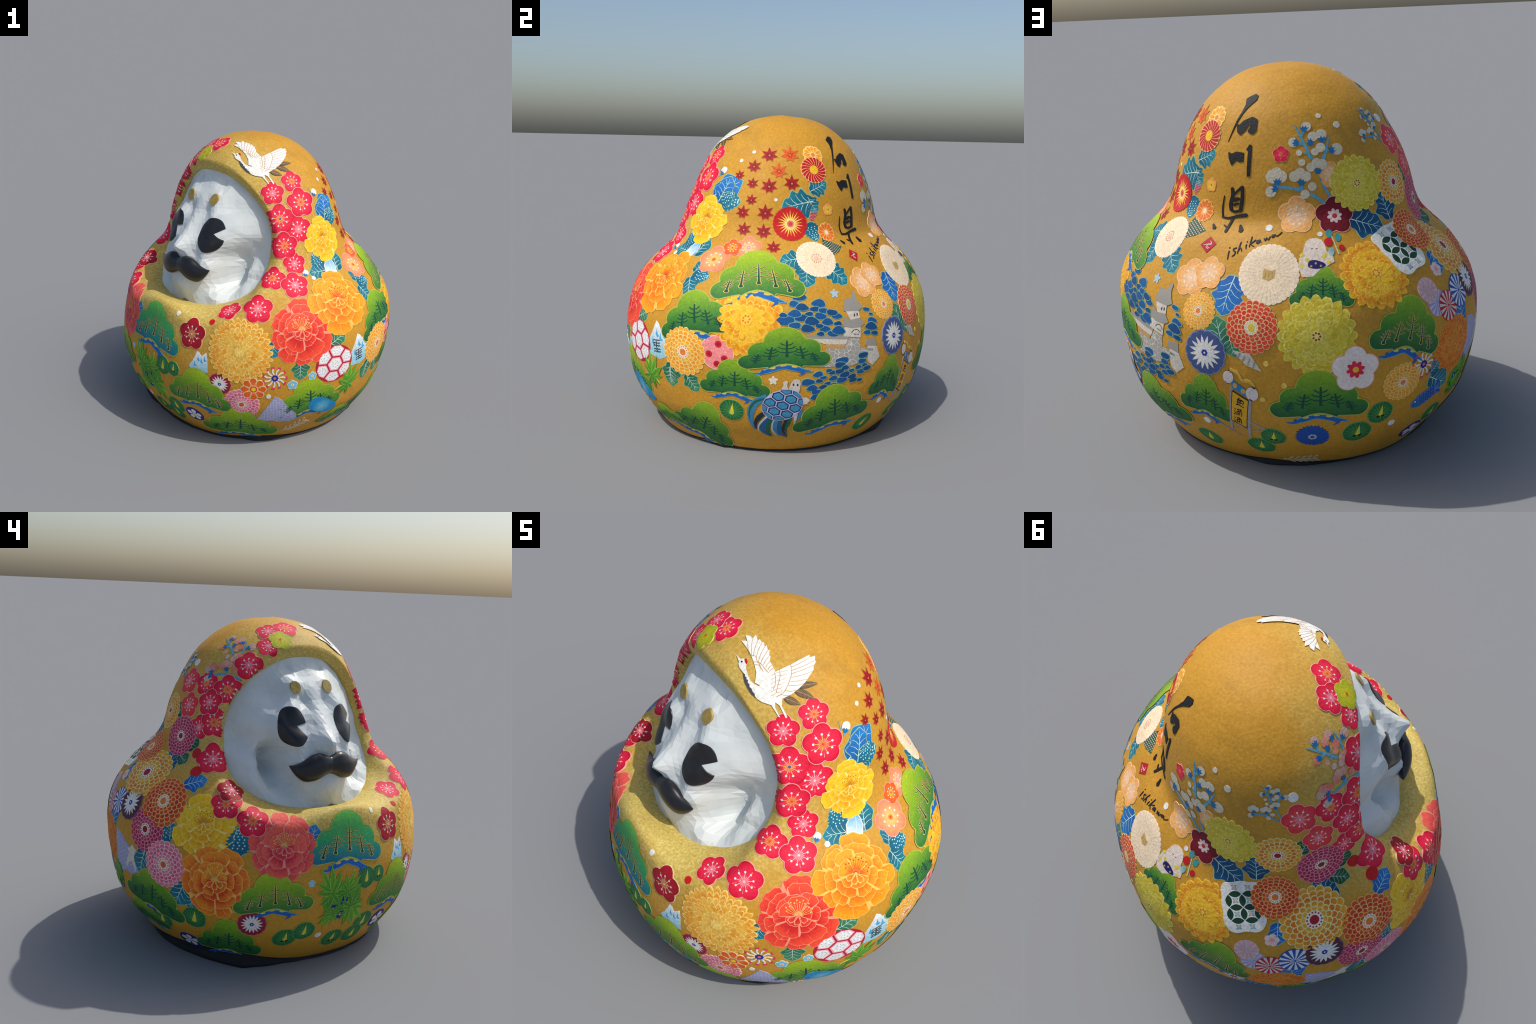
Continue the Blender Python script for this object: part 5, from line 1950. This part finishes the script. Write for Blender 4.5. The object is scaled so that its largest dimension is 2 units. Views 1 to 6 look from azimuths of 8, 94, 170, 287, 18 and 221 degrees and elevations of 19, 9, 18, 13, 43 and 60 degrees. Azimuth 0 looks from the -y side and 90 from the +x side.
put('leaf', leaf('DOTTED', 0), 58.0, 1.444, 0.126, -53, 3)
put('leaf', leaf('TEAL', 1), 49.1, 1.153, 0.157, 84, 2)
put('leaf', leaf('DOTTED', 0), 46.5, 1.170, 0.127, 23, 2)
put('leaf', leaf('TEAL', 1), 53.9, 1.137, 0.162, -12, 2)
put('leaf', leaf('DOTTED', 0), 59.5, 1.050, 0.126, -89, 2)
put('leaf', leaf('TEAL', 2), 59.1, 1.041, 0.142, -156, 2)
put('leaf', leaf('TEAL', 1), 59.9, 1.059, 0.111, -19, 2)
put('leaf', leaf('GREEN', 2), 35.8, 0.745, 0.161, -64, 2)
put('leaf', leaf('TEAL', 1), 16.2, 0.819, 0.121, 155, 2)
put('leaf', leaf('GREEN', 2), 24.9, 0.690, 0.145, 179, 2)
put('leaf', leaf('GREEN', 2), 56.9, 0.550, 0.161, 172, 2)
put('leaf', leaf('GREEN', 2), 55.9, 0.519, 0.130, -179, 2)
put('leaf', leaf('GREEN', 2), 62.4, 0.497, 0.132, -145, 2)
put('leaf', leaf('NAVY', 2), -167.8, 1.275, 0.194, -108, 2)
put('leaf', leaf('NAVY', 2), -148.6, 1.235, 0.153, 5, 2)
put('leaf', leaf('BLUE', 1), -140.6, 1.079, 0.135, 177, 2)
put('leaf', leaf('GREEN', 1), 146.8, 0.700, 0.189, 14, 2)
put('leaf', leaf('GREEN', 1), 148.5, 0.795, 0.112, -162, 2)
put('leaf', leaf('TEAL', 1), -151.8, 0.522, 0.087, -49, 3)
put('leaf', leaf('TEAL', 1), -151.6, 0.505, 0.180, -121, 3)
put('leaf', leaf('BLUE', 1), -137.0, 0.686, 0.182, 1, 2)
put('leaf', leaf('BLUE', 2), -106.3, 1.049, 0.146, -59, 2)
put('leaf', leaf('NAVY', 1), -120.2, 1.081, 0.179, 22, 2)
put('leaf', leaf('DARKGREEN', 1), -120.2, 1.179, 0.112, -113, 3)
put('leaf', leaf('DARKGREEN', 1), -116.2, 1.208, 0.130, -29, 3)
put('leaf', leaf('DARKGREEN', 1), -130.9, 1.381, 0.116, -21, 2)
put('leaf', leaf('DOTTED', 0), -104.4, 0.778, 0.154, 92, 2)
put('leaf', leaf('TEAL', 1), -105.2, 0.762, 0.114, 8, 2)
put('leaf', leaf('TEAL', 1), -114.8, 0.683, 0.196, 163, 2)
put('leaf', leaf('TEAL', 2), -98.0, 0.561, 0.199, 155, 2)
put('leaf', leaf('DOTTED', 0), -81.5, 0.718, 0.164, 0, 3)
put('leaf', leaf('BLUE', 2), -56.9, 0.754, 0.148, -18, 2)
put('leaf', leaf('TEAL', 1), -94.5, 0.499, 0.137, 158, 2)

put('paint_dot', dot('WHITE'), 74.2, 1.750, 0.012, 4, 3)
put('paint_dot', dot('WHITE'), 66.8, 1.698, 0.012, 5, 3)
put('paint_dot', dot('WHITE'), 91.2, 1.479, 0.010, 0, 3)
put('paint_dot', dot('WHITE'), 38.7, 1.132, 0.015, -4, 3)
put('paint_dot', dot('WHITE'), -26.9, 0.923, 0.014, 8, 3)
put('paint_dot', dot('WHITE'), 12.9, 0.444, 0.016, -0, 3)
put('paint_dot', dot('WHITE'), -27.0, 0.917, 0.014, 6, 3)
put('paint_dot', dot('WHITE'), 158.4, 1.244, 0.018, 4, 3)
put('paint_dot', dot('WHITE'), 179.4, 1.220, 0.013, -1, 3)
put('paint_dot', dot('CREAM'), -164.8, 1.704, 0.017, -4, 3)
put('paint_dot', dot('CREAM'), -174.1, 1.749, 0.013, -3, 3)
put('paint_dot', dot('WHITE'), 137.4, 0.297, 0.020, -6, 3)
put('paint_dot', dot('WHITE'), -162.6, 0.286, 0.019, 4, 3)
put('paint_dot', dot('YELLOW'), 159.8, 0.673, 0.013, -0, 3)
put('paint_dot', dot('YELLOW'), 164.8, 0.568, 0.014, -1, 3)
put('paint_dot', dot('YELLOW'), 158.2, 0.485, 0.013, -1, 3)
put('paint_dot', dot('RED'), -109.0, 1.206, 0.032, 8, 3)
put('paint_dot', dot('RED'), -104.1, 1.123, 0.036, 7, 3)
put('paint_dot', dot('RED'), -9.7, 0.910, 0.020, 8, 3)
put('paint_dot', dot('WHITE'), -50.2, 0.213, 0.021, 6, 3)
put('paint_dot', dot('WHITE'), -131.9, 1.703, 0.024, 13, 3)

put('small_flower', forgetmenot(), -56.0, 0.566, 0.021, 0, 3)

put('crane', crane(), 21.1, 1.863, 0.201, 4, 4, width=0.192)

put('turtle', turtle(), 96.0, 0.357, 0.140, 2, 4, width=0.120)

put('tortoiseshell_ball', hexball(), 38.7, 0.615, 0.129, 1, 3, width=0.141)

put('bamboo_leaves', bambootuft(), 45.8, 0.422, 0.168, -8, 4)
put('bamboo_leaves', bambootuft(), -47.8, 0.492, 0.169, 22, 4)
put('bamboo_leaves', bambootuft(), -41.7, 0.491, 0.133, -29, 4)
put('bamboo_leaves', bambootuft(), -46.5, 0.363, 0.117, 149, 4)
put('bamboo_leaves', bambootuft(), -39.5, 0.390, 0.173, -138, 4)

put('bamboo_ground', navyground(), -43.1, 0.418, 0.150, 11, 3)

put('pond', cyanpond(), 35.1, 0.296, 0.073, -28, 4)

put('mountain_patch', mountain('LILAC'), 15.6, 0.317, 0.130, 2, 3)
put('mountain_patch', mountain('ICE'), 50.4, 0.677, 0.096, 1, 2)
put('mountain_patch', mountain('ICE'), -14.7, 0.654, 0.067, 4, 2)
put('mountain_patch', mountain('LILAC'), -129.0, 0.585, 0.153, 27, 2)

put('flower_crest', mon(), -19.6, 0.216, 0.070, -6, 3)
put('flower_crest', mon(), -101.8, 0.119, 0.070, -6, 3)
put('flower_crest', mon(), -150.6, 0.154, 0.070, 10, 3)

put('cornflower', navyflower(), 172.5, 0.265, 0.089, -0, 3)

put('fish', fish(), -152.0, 0.386, 0.079, -72, 4)

put('lattice_disc', shippo(), -152.3, 1.124, 0.122, 14, 6)

put('pleated_disc', fan('PASTEL'), -150.0, 0.937, 0.063, -9, 3)
put('pleated_disc', fan('LAVENDER'), -147.8, 0.871, 0.068, -8, 2)
put('pleated_disc', fan('REDFAN'), -143.2, 0.835, 0.075, -8, 3)
put('pleated_disc', fan('BLUEFAN'), -135.9, 0.872, 0.083, -12, 4)

put('checked_patch', checkpatch('CRIMSON'), 112.6, 1.396, 0.033, -4, 2)
put('checked_patch', checkpatch('DARKGREEN'), 120.7, 1.207, 0.055, -32, 2)

put('seal_stamp', sealmark(), 132.2, 1.157, 0.036, -40, 3)

put('flower_bud', lotusbud(), 50.8, 1.167, 0.077, -19, 3)

put('blossom_branch', blossombranch(1), 175.6, 1.542, 0.213, -2, 3)
put('blossom_branch', blossombranch(2), -105.4, 1.755, 0.182, 14, 3)
put('blossom_branch', blossombranch(1), -143.9, 1.683, 0.104, 1, 3)
put('blossom_branch', blossombranch(0), 55.3, 1.630, 0.037, -16, 3)
put('blossom_branch', blossombranch(0), 35.3, 1.161, 0.032, -12, 3)

put('castle', castle(), 121.3, 0.791, 0.196, -7, 3, width=0.242)

put('blue_pine_clumps', bluepines('upper'), 106.4, 0.859, 0.193, -5, 3, width=0.208)
put('blue_pine_clumps', bluepines('lower'), 114.9, 0.509, 0.206, 4, 3, width=0.225)
put('blue_pine_clumps', bluepines('side'), 129.0, 0.796, 0.199, -10, 3, width=0.243)

put('gate_sign', gatesign(), 150.9, 0.411, 0.192, -8, 4, width=0.161)

put('white_doll_figure', plumegirl(), 176.5, 1.140, 0.104, -4, 3, width=0.094)

put('white_sprig', whitesprig(), 25.3, 0.135, 0.088, -51, 3)
put('white_sprig', whitesprig(), 168.8, 0.054, 0.078, -84, 3)

put('white_deer', whitedeer(), -122.5, 0.586, 0.087, -6, 3)

put('brush_character', brush_character('stone'), 137.8, 1.753, 0.110, 16, 4)
put('brush_character', brush_character('river'), 141.0, 1.549, 0.098, 7, 4, width=0.113)
put('brush_character', brush_character('prefecture'), 137.5, 1.313, 0.099, 4, 4, width=0.120)

put('handwriting', handwriting(), 152.7, 1.179, 0.116, 18, 4, width=0.101)

put('brush_marks', pine_script(), 50.5, 0.627, 0.038, 5, 4)

put('star', star('WHITE'), 92.7, 0.508, 0.028, 0, 3)
put('star', star('PALEBLUE'), 115.2, 0.972, 0.029, -4, 3)

# low on the doll's right flank
put('pine_tree', pine('LEAF_GREEN', False), -122.0, 0.230, 0.105, 0, 3, width=0.190)
put('bamboo_ground', navyground(), -136.0, 0.380, 0.095, 10, 3)
put('bamboo_leaves', bambootuft(), -133.0, 0.420, 0.110, 25, 4)
put('bamboo_leaves', bambootuft(), -138.5, 0.350, 0.095, -40, 5)
put('pine_tree', pine('OLIVE', False), 46.0, 0.170, 0.080, 4, 3, width=0.150)
put('hollyhock_leaf', lilypad(1), -145.0, 0.240, 0.066, 5, 3)
